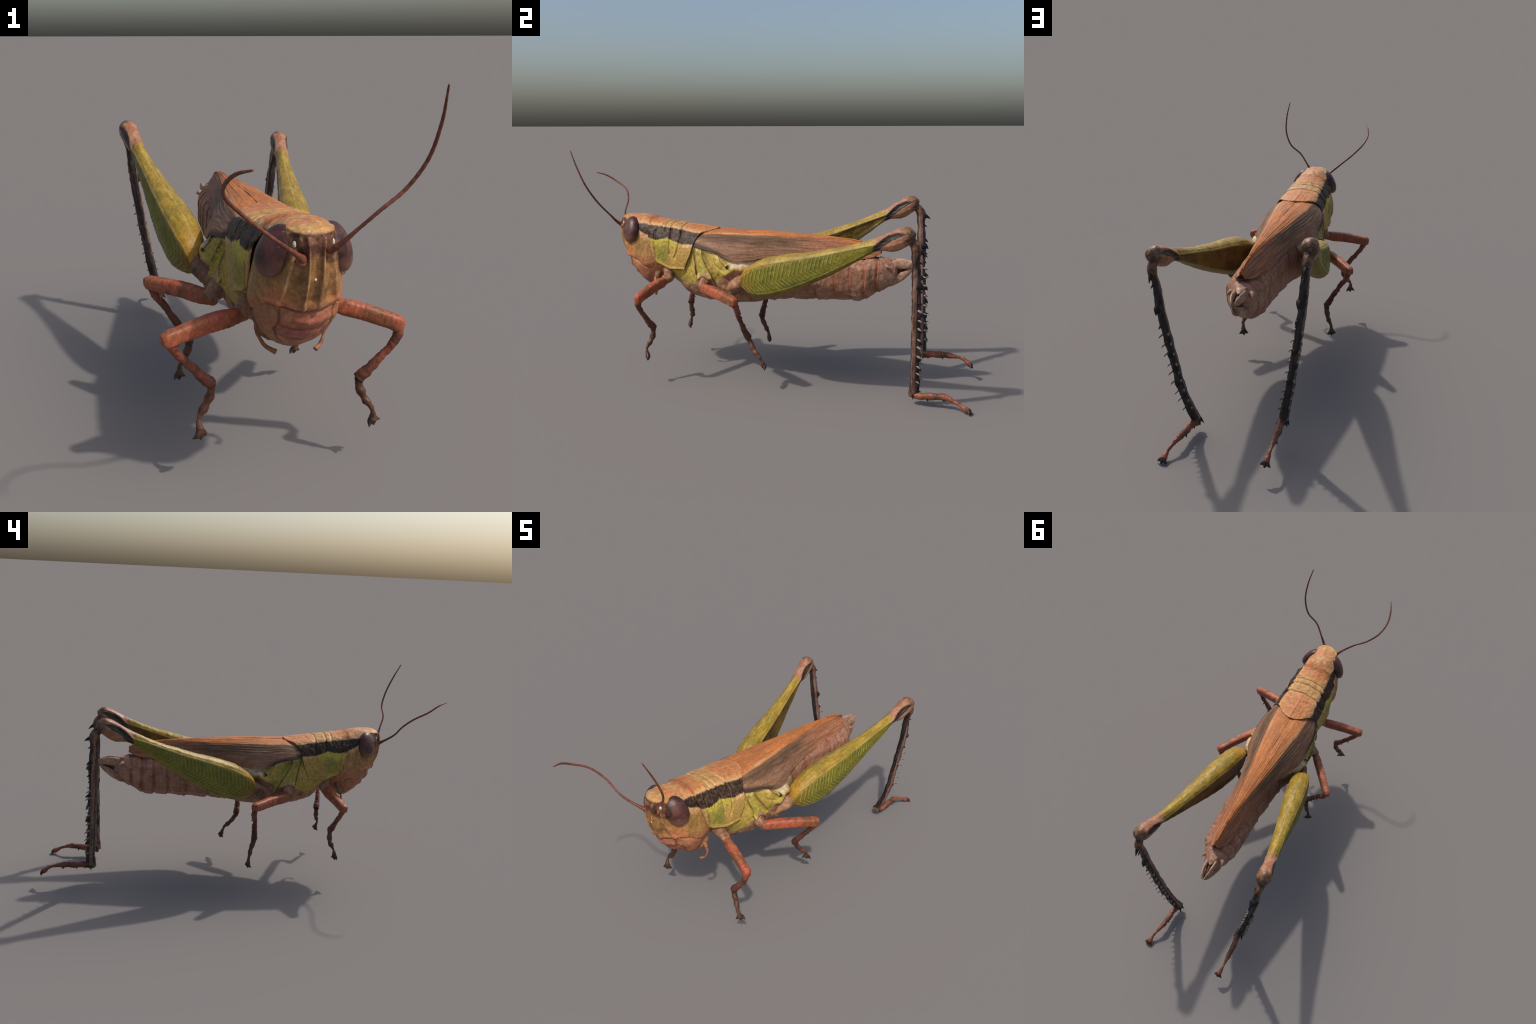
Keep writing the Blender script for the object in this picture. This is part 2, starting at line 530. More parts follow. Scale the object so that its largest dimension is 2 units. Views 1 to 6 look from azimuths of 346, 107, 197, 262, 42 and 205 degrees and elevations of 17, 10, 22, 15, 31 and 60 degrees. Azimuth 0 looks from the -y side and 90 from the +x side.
def make_wing_material():
    g = Mat("wing_membrane", 0.5, 0.3)
    ax = side_x(g)
    edge = g.curve(g.y, WING_DORSAL)
    d = g.m('DIVIDE', ax, g.mx(edge, .006))
    fan = g.vec(g.mul(d, 1.0), g.mul(g.y, 1.2), g.mul(g.z, 12))
    fine = g.noise(9, 5, .65, fan)
    fine2 = g.noise(24, 3, .6, fan)
    dors = g.mix(g.step(fine, .38, .62), (0.38, 0.120, 0.032), (0.48, 0.168, 0.047))
    dors = g.mix(g.mul(g.step(fine2, .5, .66), .5), dors, (0.50, 0.225, 0.088))
    dors = g.mix(g.mul(g.step(g.noise(7, 3), .45, .62), .5), dors, (0.30, 0.115, 0.045))
    lf = g.noise(1.0, 5, .62, g.scaled(60, 6, 90))
    lat = g.mix(g.step(lf, .35, .65), (0.185, 0.092, 0.052), (0.28, 0.145, 0.085))
    # greyer, darker field just below the shoulder line, redder towards the tip
    zt = g.curve(g.y, [(-.30, .718), (0, .70), (.2, .69), (.56, .66)])
    below = g.sub(zt, g.z)
    grey = g.mul(g.step(g.add(below, g.mul(g.sub(lf, .5), .03)), .055, .02), g.step(g.y, .30, .12))
    lat = g.mix(g.mul(grey, .85), lat, g.mix(g.step(lf, .4, .62), (0.085, 0.05, 0.028), (0.135, 0.077, 0.042)))
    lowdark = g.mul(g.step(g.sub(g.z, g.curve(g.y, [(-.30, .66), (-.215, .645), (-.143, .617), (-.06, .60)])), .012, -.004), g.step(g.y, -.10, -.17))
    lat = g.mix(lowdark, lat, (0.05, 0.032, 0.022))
    rear = g.step(g.y, .10, .38)
    lat = g.mix(g.mul(rear, .75), lat, g.mix(g.step(lf, .38, .62), (0.27, 0.10, 0.048), (0.37, 0.15, 0.072)))
    m = g.step(g.add(d, g.mul(g.sub(fine, .5), .25)), 1.10, .94)
    m = g.mx(m, g.mul(g.step(g.y, .28, .42), g.step(below, .0, -.02)))
    col = g.mix(m, lat, dors)
    rim = g.mul(g.band(d, .80, .98, .06), g.step(g.y, .1, -.1), g.step(fine, .4, .6))
    col = g.mix(g.mul(rim, .6), col, (0.62, 0.36, 0.18))
    col = g.mix(g.mul(g.step(g.noise(60, 2), .66, .74), .5), col, (0.09, .045, .03))
    g.bump(g.add(g.mul(fine2, m), g.mul(lf, 1.0), g.mul(fine, m)), .3, .003)
    return g.color(g.mottle(col, 90, .18))


def make_abdomen_material():
    g = Mat("abdomen_skin", 0.45, 0.35)
    c = g.mix(g.step(g.noise(14, 4), .35, .65), (0.28, 0.13, 0.080), (0.40, 0.22, 0.142))
    c = g.mix(g.mul(g.step(g.noise(7, 3), .52, .68), .6), c, (0.30, 0.12, 0.105))
    for yb in SEGMENT_EDGES:
        w = g.add(g.y, g.mul(g.sub(g.noise(25, 3), .5), .018))
        b = g.band(w, yb - .016, yb + .003, .006)
        c = g.mix(g.mul(b, g.lin(g.noise(12, 2), .35, .65, .25, .95)), c, (0.24, 0.085, 0.04))
    belly = g.step(g.z, .445, .425)
    c = g.mix(g.mul(belly, .6), c, (0.36, 0.20, 0.12))
    c = g.mix(g.mul(g.step(g.z, .60, .63), g.step(g.y, .57, .5)), c, (0.30, .13, .07))
    g.bump(g.add(g.noise(90, 5), g.noise(1, 4, .6, g.scaled(20, 90, 20))), .4, .004)
    return g.color(g.mottle(c, 60, .25))


def make_femur_material(s):
    """Hind femur: local x along the limb, z up, outer face towards s*y."""
    g = Mat("hind_femur_shell", 0.36, 0.45)
    out = g.mul(g.y, float(s))
    zu = g.curve(g.x, FEM_RIDGE_UP); zl = g.curve(g.x, FEM_RIDGE_LOW); zm = g.curve(g.x, FEM_MID)
    dors = g.mix(g.step(g.noise(1, 4, .6, g.scaled(14, 60, 60)), .35, .66), (0.225, 0.150, 0.020), (0.35, 0.225, 0.032))
    dors = g.mix(g.mul(g.step(g.noise(90, 3), .6, .72), .5), dors, (0.42, 0.34, 0.11))
    dors = g.mix(g.mul(g.step(g.m('ABSOLUTE', g.y), .004, .0015), g.lin(g.noise(30, 2), .35, .65, .1, .7)), dors, (0.40, 0.33, 0.12))
    dors = g.mix(g.mul(g.step(g.x, .16, .03), .7), dors, (0.36, 0.185, 0.022))
    # herringbone field
    up_ = g.mx(g.sub(g.z, zm), 0.0); dn = g.mx(g.sub(zm, g.z), 0.0)
    wob = g.mul(g.sub(g.noise(14, 2), .5), .016)
    ph = g.add(g.sub(g.x, g.add(g.mul(up_, .55), g.mul(dn, .75))), wob)
    fr = g.m('ABSOLUTE', g.sub(g.m('FRACT', g.m('DIVIDE', ph, CHEVRON)), .5))
    line = g.mul(g.step(fr, .10, .03), g.step(g.x, .56, .46), g.step(g.x, .015, .04))
    field = g.mix(g.step(g.noise(12, 3), .35, .65), (0.125, 0.118, 0.011), (0.175, 0.150, 0.016))
    field = g.mix(g.step(g.x, .10, .02), field, (0.20, 0.125, 0.016))
    field = g.mix(g.mul(line, g.lin(g.noise(40, 2), .3, .7, .35, .85)), field, (0.30, 0.30, 0.11))
    low = g.mix(g.step(g.noise(20, 3), .35, .65), (0.17, 0.135, 0.012), (0.26, 0.18, 0.02))
    upm = g.step(g.sub(g.z, zu), -.004, .003); lom = g.step(g.sub(g.z, zl), .003, -.004)
    inner = g.mix(g.step(g.noise(16, 3), .35, .65), (0.075, 0.046, 0.008), (0.15, 0.088, 0.012))
    body = g.mix(g.step(out, -.006, .006), inner, field)
    c = g.mix(upm, body, dors); c = g.mix(lom, c, low)
    rl = g.mx(g.band(g.sub(g.z, zu), -.004, .001, .0015), g.mul(g.band(g.sub(g.z, zl), -.003, .002, .0015), .6))
    c = g.mix(g.mul(rl, g.step(g.x, .66, .55), .6), c, (0.30, 0.27, 0.09))
    # knee
    kn = g.step(g.add(g.x, g.mul(g.sub(g.noise(25, 3), .5), .06)), .655, .70)
    knee = g.mix(g.step(g.noise(1, 3, .6, g.scaled(20, 60, 60)), .35, .65), (0.27, 0.115, 0.062), (0.37, 0.185, 0.108))
    c = g.mix(kn, c, knee)
    arc = g.sub(g.z, g.curve(g.x, [(.655, -.020), (.68, -.010), (.71, .004), (.75, .015), (.79, .017), (.835, .010)]))
    half = g.curve(g.x, [(.655, .0), (.672, .016), (.70, .014), (.74, .0145), (.78, .012), (.815, .006), (.835, .0)])
    edge = g.sub(g.m('ABSOLUTE', g.add(arc, g.mul(g.sub(g.noise(50, 2), .5), .008))), half)
    blk = g.mul(g.step(edge, .001, -.0025), g.step(g.x, .655, .668), g.step(g.m('ABSOLUTE', g.y), .010, .016))
    c = g.mix(g.mul(blk, .97), c, g.mix(g.step(g.noise(1, 3, .6, g.scaled(20, 80, 160)), .45, .65), (0.012, 0.011, 0.010), (0.06, 0.05, 0.042)))
    c = g.mix(g.mul(g.step(g.add(g.x, g.mul(g.sub(g.noise(30, 2), .5), .03)), .795, .820), .85), c, g.mix(g.step(g.noise(35, 3), .4, .6), (0.05, 0.028, 0.016), (0.17, 0.09, 0.04)))
    g.bump(g.add(g.noise(150, 3), g.noise(50, 3)), .3, .003)
    return g.color(g.mottle(c, 70, .18))


def make_tibia_material(bow):
    """Hind shank: local x down the limb, y to the outside, z to the front."""
    g = Mat("hind_shank", 0.33, 0.5)
    ln = g.noise(1, 4, .6, g.scaled(8, 120, 120))
    c = g.mix(g.step(ln, .4, .65), (0.012, 0.010, 0.010), (0.055, 0.035, 0.032))
    lat = g.step(g.m('ABSOLUTE', g.sub(g.y, g.curve(g.x, bow))), .009, .0125)
    br = g.mul(lat, g.band(g.z, -.004, .012, .003))
    c = g.mix(g.mul(br, .85), c, g.mix(g.step(ln, .4, .6), (0.13, 0.06, 0.045), (0.26, 0.15, 0.095)))
    c = g.mix(g.mul(lat, g.band(g.z, -.008, -.004, .0015), .8), c, (0.17, 0.09, 0.095))
    c = g.mix(g.mul(g.step(g.x, .045, .01), .85), c, g.mix(g.step(g.noise(30, 3), .4, .6), (0.045, .022, .014), (0.19, .085, .042)))
    c = g.mix(g.mul(g.step(g.x, .67, .70), .6), c, (0.26, 0.15, 0.085))
    g.bump(ln, .5, .004)
    return g.color(g.mottle(c, 60, .3))


def make_leg_material(name, a, b, dark, zdark=None):
    g = Mat(name, 0.38, 0.45)
    c = g.mix(g.step(g.noise(16, 4), .36, .64), a, b)
    c = g.mix(g.mul(g.step(g.noise(28, 3), .54, .7), .8), c, dark)
    c = g.mix(g.mul(g.step(g.noise(8, 3), .50, .62), .55), c, dark)
    if zdark:
        c = g.mix(g.mul(g.step(g.add(g.z, g.mul(g.sub(g.noise(20, 3), .5), .08)), zdark[1], zdark[0]), .75), c, dark)
    g.bump(g.noise(90, 4), .4, .004)
    return g.color(g.mottle(c, 60, .25))


def make_eye_material():
    g = Mat("compound_eye", 0.30, 0.6)
    c = g.mix(g.step(g.noise(22, 3), .4, .62), (0.050, 0.018, 0.014), (0.105, 0.034, 0.025))
    c = g.mix(g.step(g.add(g.z, g.mul(g.sub(g.noise(30, 2), .5), .03)), .70, .655), c, (0.16, 0.075, 0.055))
    c = g.mix(g.mul(g.step(g.noise(90, 2), .62, .72), .4), c, (0.25, 0.14, 0.13))
    g.bump(g.cells(420), .25, .0015)
    return g.color(c)


def plain(name, col, rough=0.4, amount=.25, scale=60):
    g = Mat(name, rough, .4)
    g.bump(g.noise(110, 3), .3, .003)
    return g.color(g.mottle(col, scale, amount))


def make_spine_material():
    g = Mat("spine_horn", .35, .45)     # local z runs from base to tip
    c = g.mix(g.step(g.z, .25, .75), (0.25, 0.195, 0.14), (0.02, 0.015, 0.012))
    return g.color(c)


# ------------------------------------------------------ shared tables
WING_DORSAL = [(-.30, .080), (-.25, .084), (-.15, .080), (-.05, .067), (.06, .054), (.16, .041), (.28, .025), (.36, .012), (.45, .004), (.57, .003)]
WING_TOP = [(-.32, .716), (-.25, .715), (-.225, .7175), (-.19, .7175), (-.06, .717), (.16, .711), (.23, .707), (.38, .697), (.48, .685), (.54, .669), (.565, .657)]
SEGMENT_EDGES = [-.03, .07, .175, .285, .375, .445, .505, .56]
FEM_UP = [(0, .016), (.02, .040), (.057, .062), (.10, .073), (.15, .079), (.25, .071), (.36, .053), (.46, .041), (.56, .031), (.65, .031), (.72, .034), (.76, .040), (.80, .042), (.828, .036), (.842, .022), (.850, .006)]
FEM_LOW = [(0, -.016), (.017, -.045), (.05, -.070), (.09, -.089), (.14, -.096), (.21, -.098), (.31, -.089), (.40, -.078), (.48, -.064), (.58, -.042), (.66, -.025), (.69, -.026), (.74, -.043), (.785, -.041), (.81, -.034), (.830, -.024), (.843, -.012), (.850, -.002)]
FEM_THICK = [(0, .014), (.02, .025), (.06, .037), (.12, .044), (.20, .046), (.30, .042), (.42, .034), (.55, .026), (.66, .0235), (.72, .028), (.78, .034), (.81, .035), (.830, .031), (.843, .019), (.850, .003)]
FEM_RIDGE_UP = [(0, .004), (.025, .030), (.112, .050), (.26, .043), (.415, .024), (.567, .013), (.70, .004), (.80, .004), (.850, .003)]
FEM_RIDGE_LOW = [(0, -.010), (.04, -.045), (.085, -.064), (.218, -.075), (.387, -.062), (.552, -.036), (.69, -.012), (.80, -.01), (.850, -.001)]
FEM_MID = [(0, -.004), (.044, -.009), (.155, -.024), (.289, -.026), (.40, -.024), (.55, -.012), (.850, 0)]
CHEVRON = 0.0200

M_HEAD = make_head_material(); M_MOUTH = make_mouth_material(); M_PRON = make_pronotum_material()
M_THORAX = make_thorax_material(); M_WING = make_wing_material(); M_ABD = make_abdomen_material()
M_EYE = make_eye_material(); M_SPINE = make_spine_material()
M_ANT = plain("antenna_horn", (0.15, 0.052, 0.030), .4, .3, 25)
M_OCELLUS = plain("ocellus_lens", (0.58, 0.54, 0.45), .3, .15)
M_PALP = plain("palp_skin", (0.28, 0.115, 0.055), .4, .35, 30)
M_COXA = make_leg_material("coxa_skin", (0.22, 0.10, 0.052), (0.35, 0.18, 0.10), (0.085, 0.038, 0.024))
M_FFEM = make_leg_material("leg_femur_skin", (0.36, 0.085, 0.045), (0.27, 0.092, 0.040), (0.14, 0.056, 0.024))
M_FTIB = make_leg_material("leg_shank_skin", (0.22, 0.055, 0.032), (0.17, 0.062, 0.032), (0.055, 0.024, 0.017), (.24, .36))
M_FTAR = make_leg_material("leg_foot_skin", (0.075, 0.032, 0.020), (0.15, 0.062, 0.032), (0.025, 0.013, 0.010))
M_HTAR = make_leg_material("hind_foot_skin", (0.27, 0.078, 0.043), (0.18, 0.07, 0.034), (0.05, 0.024, 0.017))
M_CLAW = plain("claw_horn", (0.045, 0.024, 0.017), .35, .3)
M_DARKCORE = plain("inner_membrane", (0.07, 0.036, 0.024), .5, .3)
M_THORN = plain("thorn_horn", (0.012, 0.010, 0.010), .35, .3)
M_VALVE = make_leg_material("valve_skin", (0.42, 0.25, 0.165), (0.31, 0.165, 0.10), (0.16, 0.075, 0.042))

# ------------------------------------------------------------- insect
root = bpy.data.objects.new("grasshopper", None)
bpy.context.scene.collection.objects.link(root)
root["label"] = "orange and green grasshopper with spiny black hind legs"
root["category"] = "insect"


def ring_from_half(half):
    """Half outline (first and last point on the mirror plane) -> full ring, shifted to the body axis."""
    h = [tuple(p) for p in half]
    full = h + [(-p[0], p[1], p[2]) for p in h[-2:0:-1]]
    return [(p[0] + BODY_X, p[1], p[2]) for p in full]


# ---- head: horizontal slices from crown to mouth
def head_slice(z, yf, a, b, c, yb):
    return ring_from_half([(0, yf, z), (a[0], a[1], z), (b[0], b[1], z), (c[0], c[1], z), (c[0] * .6, yb, z), (0, yb + .01, z)])

slices = [
    head_slice(.7790, -.660, (.010, -.658), (.018, -.640), (.012, -.628), -.620),
    head_slice(.7765, -.694, (.024, -.686), (.037, -.645), (.026, -.612), -.603),
    head_slice(.772, -.711, (.034, -.699), (.049, -.648), (.036, -.596), -.584),
    head_slice(.764, -.722, (.040, -.705), (.059, -.650), (.050, -.582), -.560),
    head_slice(.752, -.728, (.043, -.708), (.068, -.650), (.066, -.572), -.510),
    head_slice(.735, -.731, (.045, -.711), (.075, -.650), (.079, -.572), -.480),
    head_slice(.700, -.732, (.046, -.715), (.081, -.652), (.094, -.572), -.470),
    head_slice(.660, -.729, (.050, -.709), (.089, -.645), (.104, -.568), -.460),
    head_slice(.620, -.718, (.057, -.695), (.098, -.635), (.112, -.562), -.450),
    head_slice(.585, -.704, (.065, -.676), (.104, -.618), (.118, -.556), -.450),
    head_slice(.560, -.691, (.070, -.658), (.104, -.604), (.119, -.552), -.450),
    head_slice(.530, -.682, (.069, -.650), (.100, -.597), (.108, -.546), -.455),
    head_slice(.500, -.659, (.063, -.630), (.092, -.583), (.093, -.538), -.465),
    head_slice(.470, -.630, (.055, -.607), (.080, -.572), (.075, -.532), -.475),
    head_slice(.446, -.601, (.043, -.584), (.062, -.561), (.055, -.530), -.490),
    head_slice(.430, -.577, (.025, -.568), (.038, -.553), (.031, -.532), -.510),
    head_slice(.424, -.558, (.008, -.554), (.012, -.548), (.008, -.540), -.530),
]
head = grid_object("head", surface(slices, 240, 240, True), M_HEAD, root, True, (True, True), flip=True)


def head_relief(V):
    x = np.abs(V[:, 0] - BODY_X); y, z = V[:, 1], V[:, 2]
    P = np.stack([x, y, z], 1); Q = np.stack([x, z], 1)
    front = smooth(-y, .60, .64)
    d = np.zeros(len(V))
    # two ridges of the frontal costa with the hollow between them, ending above the clypeus
    d += front * ridge(Q, [(.018, .752), (.016, .70), (.0175, .64), (.019, .575)], .0075, .0042)
    d -= front * ridge(Q, [(.0, .745), (.0, .60)], .005, .010)
    # face plane hollowed beside the costa, and the ridge from eye to mandible
    d -= front * ridge(Q, [(.037, .715), (.042, .66), (.05, .60)], .006, .012)
    d += front * ridge(Q, [(.050, .72), (.060, .66), (.068, .60), (.078, .57)], .0055, .006)
    d -= front * ridge(Q, [(.036, .715), (.037, .705)], .008, .011)           # antennal pits
    # clypeal suture and mandible outlines
    suture = [(.0, .562), (.03, .563), (.055, .571), (.078, .575)]
    d -= front * ridge(Q, suture, .008, .0045)
    d += front * .003 * smooth(z, .565, .58) * smooth(.60 - z, 0, .015)
    gena = [(.078, -.66, .575), (.1, -.612, .560), (.108, -.562, .533), (.105, -.534, .524)]
    d -= ridge(P, gena, .007, .005)
    d -= front * ridge(Q, [(.0, .508), (.03, .507), (.055, .515), (.066, .525)], .006, .0045)
    d -= ridge(P, [(.066, -.645, .53), (.072, -.62, .50), (.060, -.60, .475), (.045, -.585, .448)], .006, .005)
    d -= ridge(P, [(.078, -.655, .572), (.068, -.65, .545), (.064, -.645, .52)], .005, .004)
    d += front * ridge(Q, [(.0, .490), (.035, .494)], .005, .009)
    d -= ridge(Q, [(.0, .466), (.03, .468), (.05, .478)], .006, .0045)
    d += ridge(Q, [(.0, .535), (.03, .537), (.05, .542)], .005, .012) * front
    d += ridge(P, [(.085, -.60, .525), (.08, -.575, .49)], .005, .022)
    # transverse fold between the eyes on the fastigium
    d += ridge(P, [(.0, -.733, .766), (.028, -.724, .765), (.044, -.705, .764), (.055, -.675, .768)], .005, .0055)
    d -= ridge(P, [(.02, -.60, .78), (.0, -.60, .78)], .0, .02)
    d += .0016 * fbm(V, 26, 3, 1) + .0006 * fbm(V, 90, 2, 5)
    return d


relief(head, head_relief)


def mouth_region(c):
    x = np.abs(c[:, 0] - BODY_X); y, z = c[:, 1], c[:, 2]
    limit = np.where(y < -.655, .563 + .16 * np.maximum(x - .03, 0) ** 1.0 * smooth(x, .03, .05),
                     .575 - (y + .66) * .40)
    return (z < limit) & (y < -.52)


head, mouth = split_region(head, mouth_region, "mouthparts", M_MOUTH, None)
head.parent = root
mouth.parent = head


def ellipsoid(name, centre, axes, mat, parent, nu=40, nv=48, power=2.0):
    """axes: three vectors, already scaled."""
    A = [np.asarray(a, float) for a in axes]
    th = np.linspace(.001, math.pi - .001, nu); ph = np.linspace(0, 2 * math.pi, nv, endpoint=False)
    def pw(v): return np.sign(v) * np.abs(v) ** (2 / power)
    G = (np.asarray(centre) + pw(np.cos(th))[:, None, None] * A[0]
         + (pw(np.sin(th))[:, None] * pw(np.cos(ph))[None])[..., None] * A[1]
         + (pw(np.sin(th))[:, None] * pw(np.sin(ph))[None])[..., None] * A[2])
    if np.dot(np.cross(A[1], A[2]), A[0]) > 0:
        G = G[:, ::-1]
    return grid_object(name, G, mat, parent, True, (True, True))


for s in (1, -1):
    long_ = np.array([.058, .018, -.112]); long_ /= np.linalg.norm(long_)
    n = np.array([.80, -.50, .30]); n -= long_ * (n @ long_); n /= np.linalg.norm(n)
    t = np.cross(n, long_)
    f = np.array([s, 1, 1])
    ellipsoid("eye", np.array([.075 * s + BODY_X, -.650, .708]), [long_ * .066 * f, t * .050 * f, n * .032 * f], M_EYE, head, 48, 64, 2.15)
    ellipsoid("ocellus", np.array([.044 * s + BODY_X, -.704, .736]), [(0, 0, .0095), (.0065, 0, 0), (0, .007, 0)], M_OCELLUS, head, 14, 18)
ellipsoid("ocellus", np.array([BODY_X, -.7225, .655]), [(0, 0, .0042), (.0034, 0, 0), (0, .0035, 0)], M_OCELLUS, head, 14, 18)

ANTENNAE = [
    [(.040, -.722, .722), (.054, -.739, .736), (.087, -.763, .776), (.127, -.787, .822), (.185, -.792, .870), (.217, -.815, .930), (.225, -.852, 1.014), (.215, -.889, 1.093)],
    [(-.022, -.722, .705), (-.036, -.737, .718), (-.100, -.780, .770), (-.169, -.796, .828), (-.217, -.833, .877), (-.234, -.897, .916), (-.222, -.953, .949), (-.202, -.998, .963)],
]
for pts in ANTENNAE:
    G = tube_verts(pts, [.0115, .0075, .0046, .0044, .0046, .0045, .004, .0022], 150, 14)
    c = G.mean(1, keepdims=True)
    seg = 1 + .05 * np.sin(np.arange(150) / 150 * 2 * math.pi * 24)[:, None, None]
    ant = grid_object("antenna", c + (G - c) * seg, M_ANT, head, True, (True, True))
    ellipsoid("antenna_socket", np.array(pts[0]) + np.array([0, .004, -.004]), [(.014, 0, 0), (0, .014, 0), (0, 0, .015)], M_MOUTH, head, 18, 24)

PALPS = [[(.088, -.520, .485), (.104, -.518, .462), (.106, -.514, .428), (.095, -.520, .402), (.078, -.531, .391)],
         [(-.070, -.516, .490), (-.078, -.520, .468), (-.075, -.530, .442), (-.060, -.537, .418), (-.034, -.545, .402)]]
for pts in PALPS:
    tube("palp", pts, [.010, .0088, .0046, .0050, .0072], M_PALP, head, 50, 14, rough=.0008)
# inner mouthparts behind the mandibles
for s in (1, -1):
    tube("maxilla", [(.070 * s + BODY_X, -.515, .53), (.078 * s + BODY_X, -.512, .49), (.062 * s + BODY_X, -.530, .452), (.030 * s + BODY_X, -.545, .437)],
         [.020, .019, .015, .009], M_COXA, head, 30, 18, rough=.003, rough_scale=70)

# ---- pronotum: saddle over the front of the thorax
PRON = [  # y_top(front..back), z_top ; half profile rows: shoulder, stripe foot, mid flank, lower flank
    # station: y at top, y at shoulder, y at flank, y at hem, z_top, (x,z) shoulder, (x,z) stripe foot, (x,z) flank, (x,z) hem
    (-.562, -.556, -.546, -.512, .770, (.080, .740), (.103, .700), (.113, .640), (.110, .572)),
    (-.520, -.516, -.510, -.490, .761, (.086, .733), (.109, .690), (.120, .630), (.118, .558)),
    (-.470, -.466, -.463, -.460, .754, (.091, .728), (.114, .682), (.127, .620), (.127, .549)),
    (-.420, -.418, -.420, -.425, .747, (.094, .722), (.117, .675), (.130, .612), (.130, .534)),
    (-.360, -.362, -.372, -.392, .739, (.097, .715), (.121, .668), (.132, .608), (.131, .536)),
    (-.300, -.312, -.336, -.366, .732, (.099, .710), (.123, .664), (.134, .604), (.132, .538)),
    (-.222, -.276, -.303, -.346, .724, (.101, .704), (.125, .660), (.135, .600), (.132, .536)),
]
net = []
for yt, ys, yf, yh, zt, sh, st, fl, he in PRON:
    half = [(0, yt, zt), (sh[0] * .48, yt * .7 + ys * .3, zt - (zt - sh[1]) * .18), (sh[0] * .86, ys, sh[1] + (zt - sh[1]) * .33), (sh[0] * 1.04, (ys + yf) / 2, sh[1] - .012),
            (st[0], yf, st[1]), (fl[0], (yf * .6 + yh * .4), fl[1]), ((fl[0] + he[0]) / 2 + .002, (yf * .25 + yh * .75), (fl[1] + he[1]) / 2), (he[0], yh, he[1])]
    net.append([(-p[0] + BODY_X, p[1], p[2]) for p in half[:0:-1]] + [(p[0] + BODY_X, p[1], p[2]) for p in half])
pron = grid_object("pronotum", surface(net, 200, 300), M_PRON, root)


def pron_relief(V):
    x = np.abs(V[:, 0] - BODY_X); y, z = V[:, 1], V[:, 2]
    Q = np.stack([y, z], 1)
    flank = smooth(x, .07, .10)
    d = np.zeros(len(V))
    top = 1 - flank
    # transverse grooves: three over the back, continuing down the flanks
    for y0, k in ((-.462, .7), (-.432, .8), (-.378, 1.0)):
        yy = y0 - .10 * np.maximum(0, .05 - x) * 1.0
        d -= .0045 * k * np.exp(-((y - yy) / .0045) ** 2) * smooth(-x, -.105, -.09)
    for line, k in (([(-.509, .713), (-.513, .683), (-.509, .641), (-.510, .615)], .004),
                    ([(-.430, .735), (-.427, .685), (-.428, .646), (-.425, .607)], .0045),
                    ([(-.372, .73), (-.374, .681), (-.380, .652), (-.386, .616), (-.397, .590)], .005)):
        d -= flank * ridge(Q, line, k, .005)
    d -= flank * ridge(Q, [(-.425, .607), (-.41, .575)], .003, .008)
    d += flank * ridge(Q, [(-.468, .62), (-.465, .66)], .004, .02)
    # raised hem along the lower and front rim
    hem = [(-.546, .70), (-.532, .62), (-.512, .577), (-.490, .560), (-.46, .551), (-.425, .537), (-.392, .538), (-.346, .538)]
    d += flank * ridge(Q, hem, .004, .006)
    d += top * .003 * np.exp(-(x / .006) ** 2) * smooth(y, -.40, -.30)
    d += .0022 * smooth(-y, .535, .556) * smooth(z, .60, .68)
    d += .0015 * fbm(V, 30, 3, 2) + .0007 * fbm(V, 110, 2, 8)
    return d


relief(pron, pron_relief)
V_, N_ = coords(pron)
V_[:, 0] += .008 * smooth(V_[:, 1], -.46, -.33) * (1 - smooth(V_[:, 2], .60, .69))
put(pron, V_)
V_, N_ = coords(pron)
if N_[np.argmax(V_[:, 2])][2] < 0:
    pron.data.flip_normals()
apply_solidify(pron, .007, -1)

# ---- thorax: lofted front to back
def thorax_ring(y, top, bot, w, zc, low, skew=0.0):
    """w: half width at height zc, low: half width close to the underside."""
    return ring_from_half([(0, y, top), (w * .62, y, top - (top - zc) * .16), (w * .86, y, zc + (top - zc) * .45), (w, y + skew, zc),
                           (w * .96, y + skew, zc - (zc - bot) * .40), (low, y + skew, bot + (zc - bot) * .17), (low * .5, y + skew, bot + .003), (0, y + skew, bot)])

rings = [thorax_ring(-.565, .70, .56, .060, .63, .030), thorax_ring(-.52, .735, .515, .095, .62, .045),
         thorax_ring(-.46, .735, .478, .112, .60, .055), thorax_ring(-.41, .73, .440, .124, .585, .062),
         thorax_ring(-.36, .725, .404, .123, .560, .076), thorax_ring(-.30, .715, .386, .136, .550, .090),
         thorax_ring(-.22, .705, .378, .149, .560, .102), thorax_ring(-.14, .690, .374, .156, .560, .105),
         thorax_ring(-.08, .67, .376, .150, .560, .100), thorax_ring(-.02, .65, .382, .135, .545, .090),
         thorax_ring(.04, .64, .392, .110, .53, .070)]
thorax = grid_object("thorax", surface(rings, 260, 240, True), M_THORAX, root, True, (True, True), flip=True)


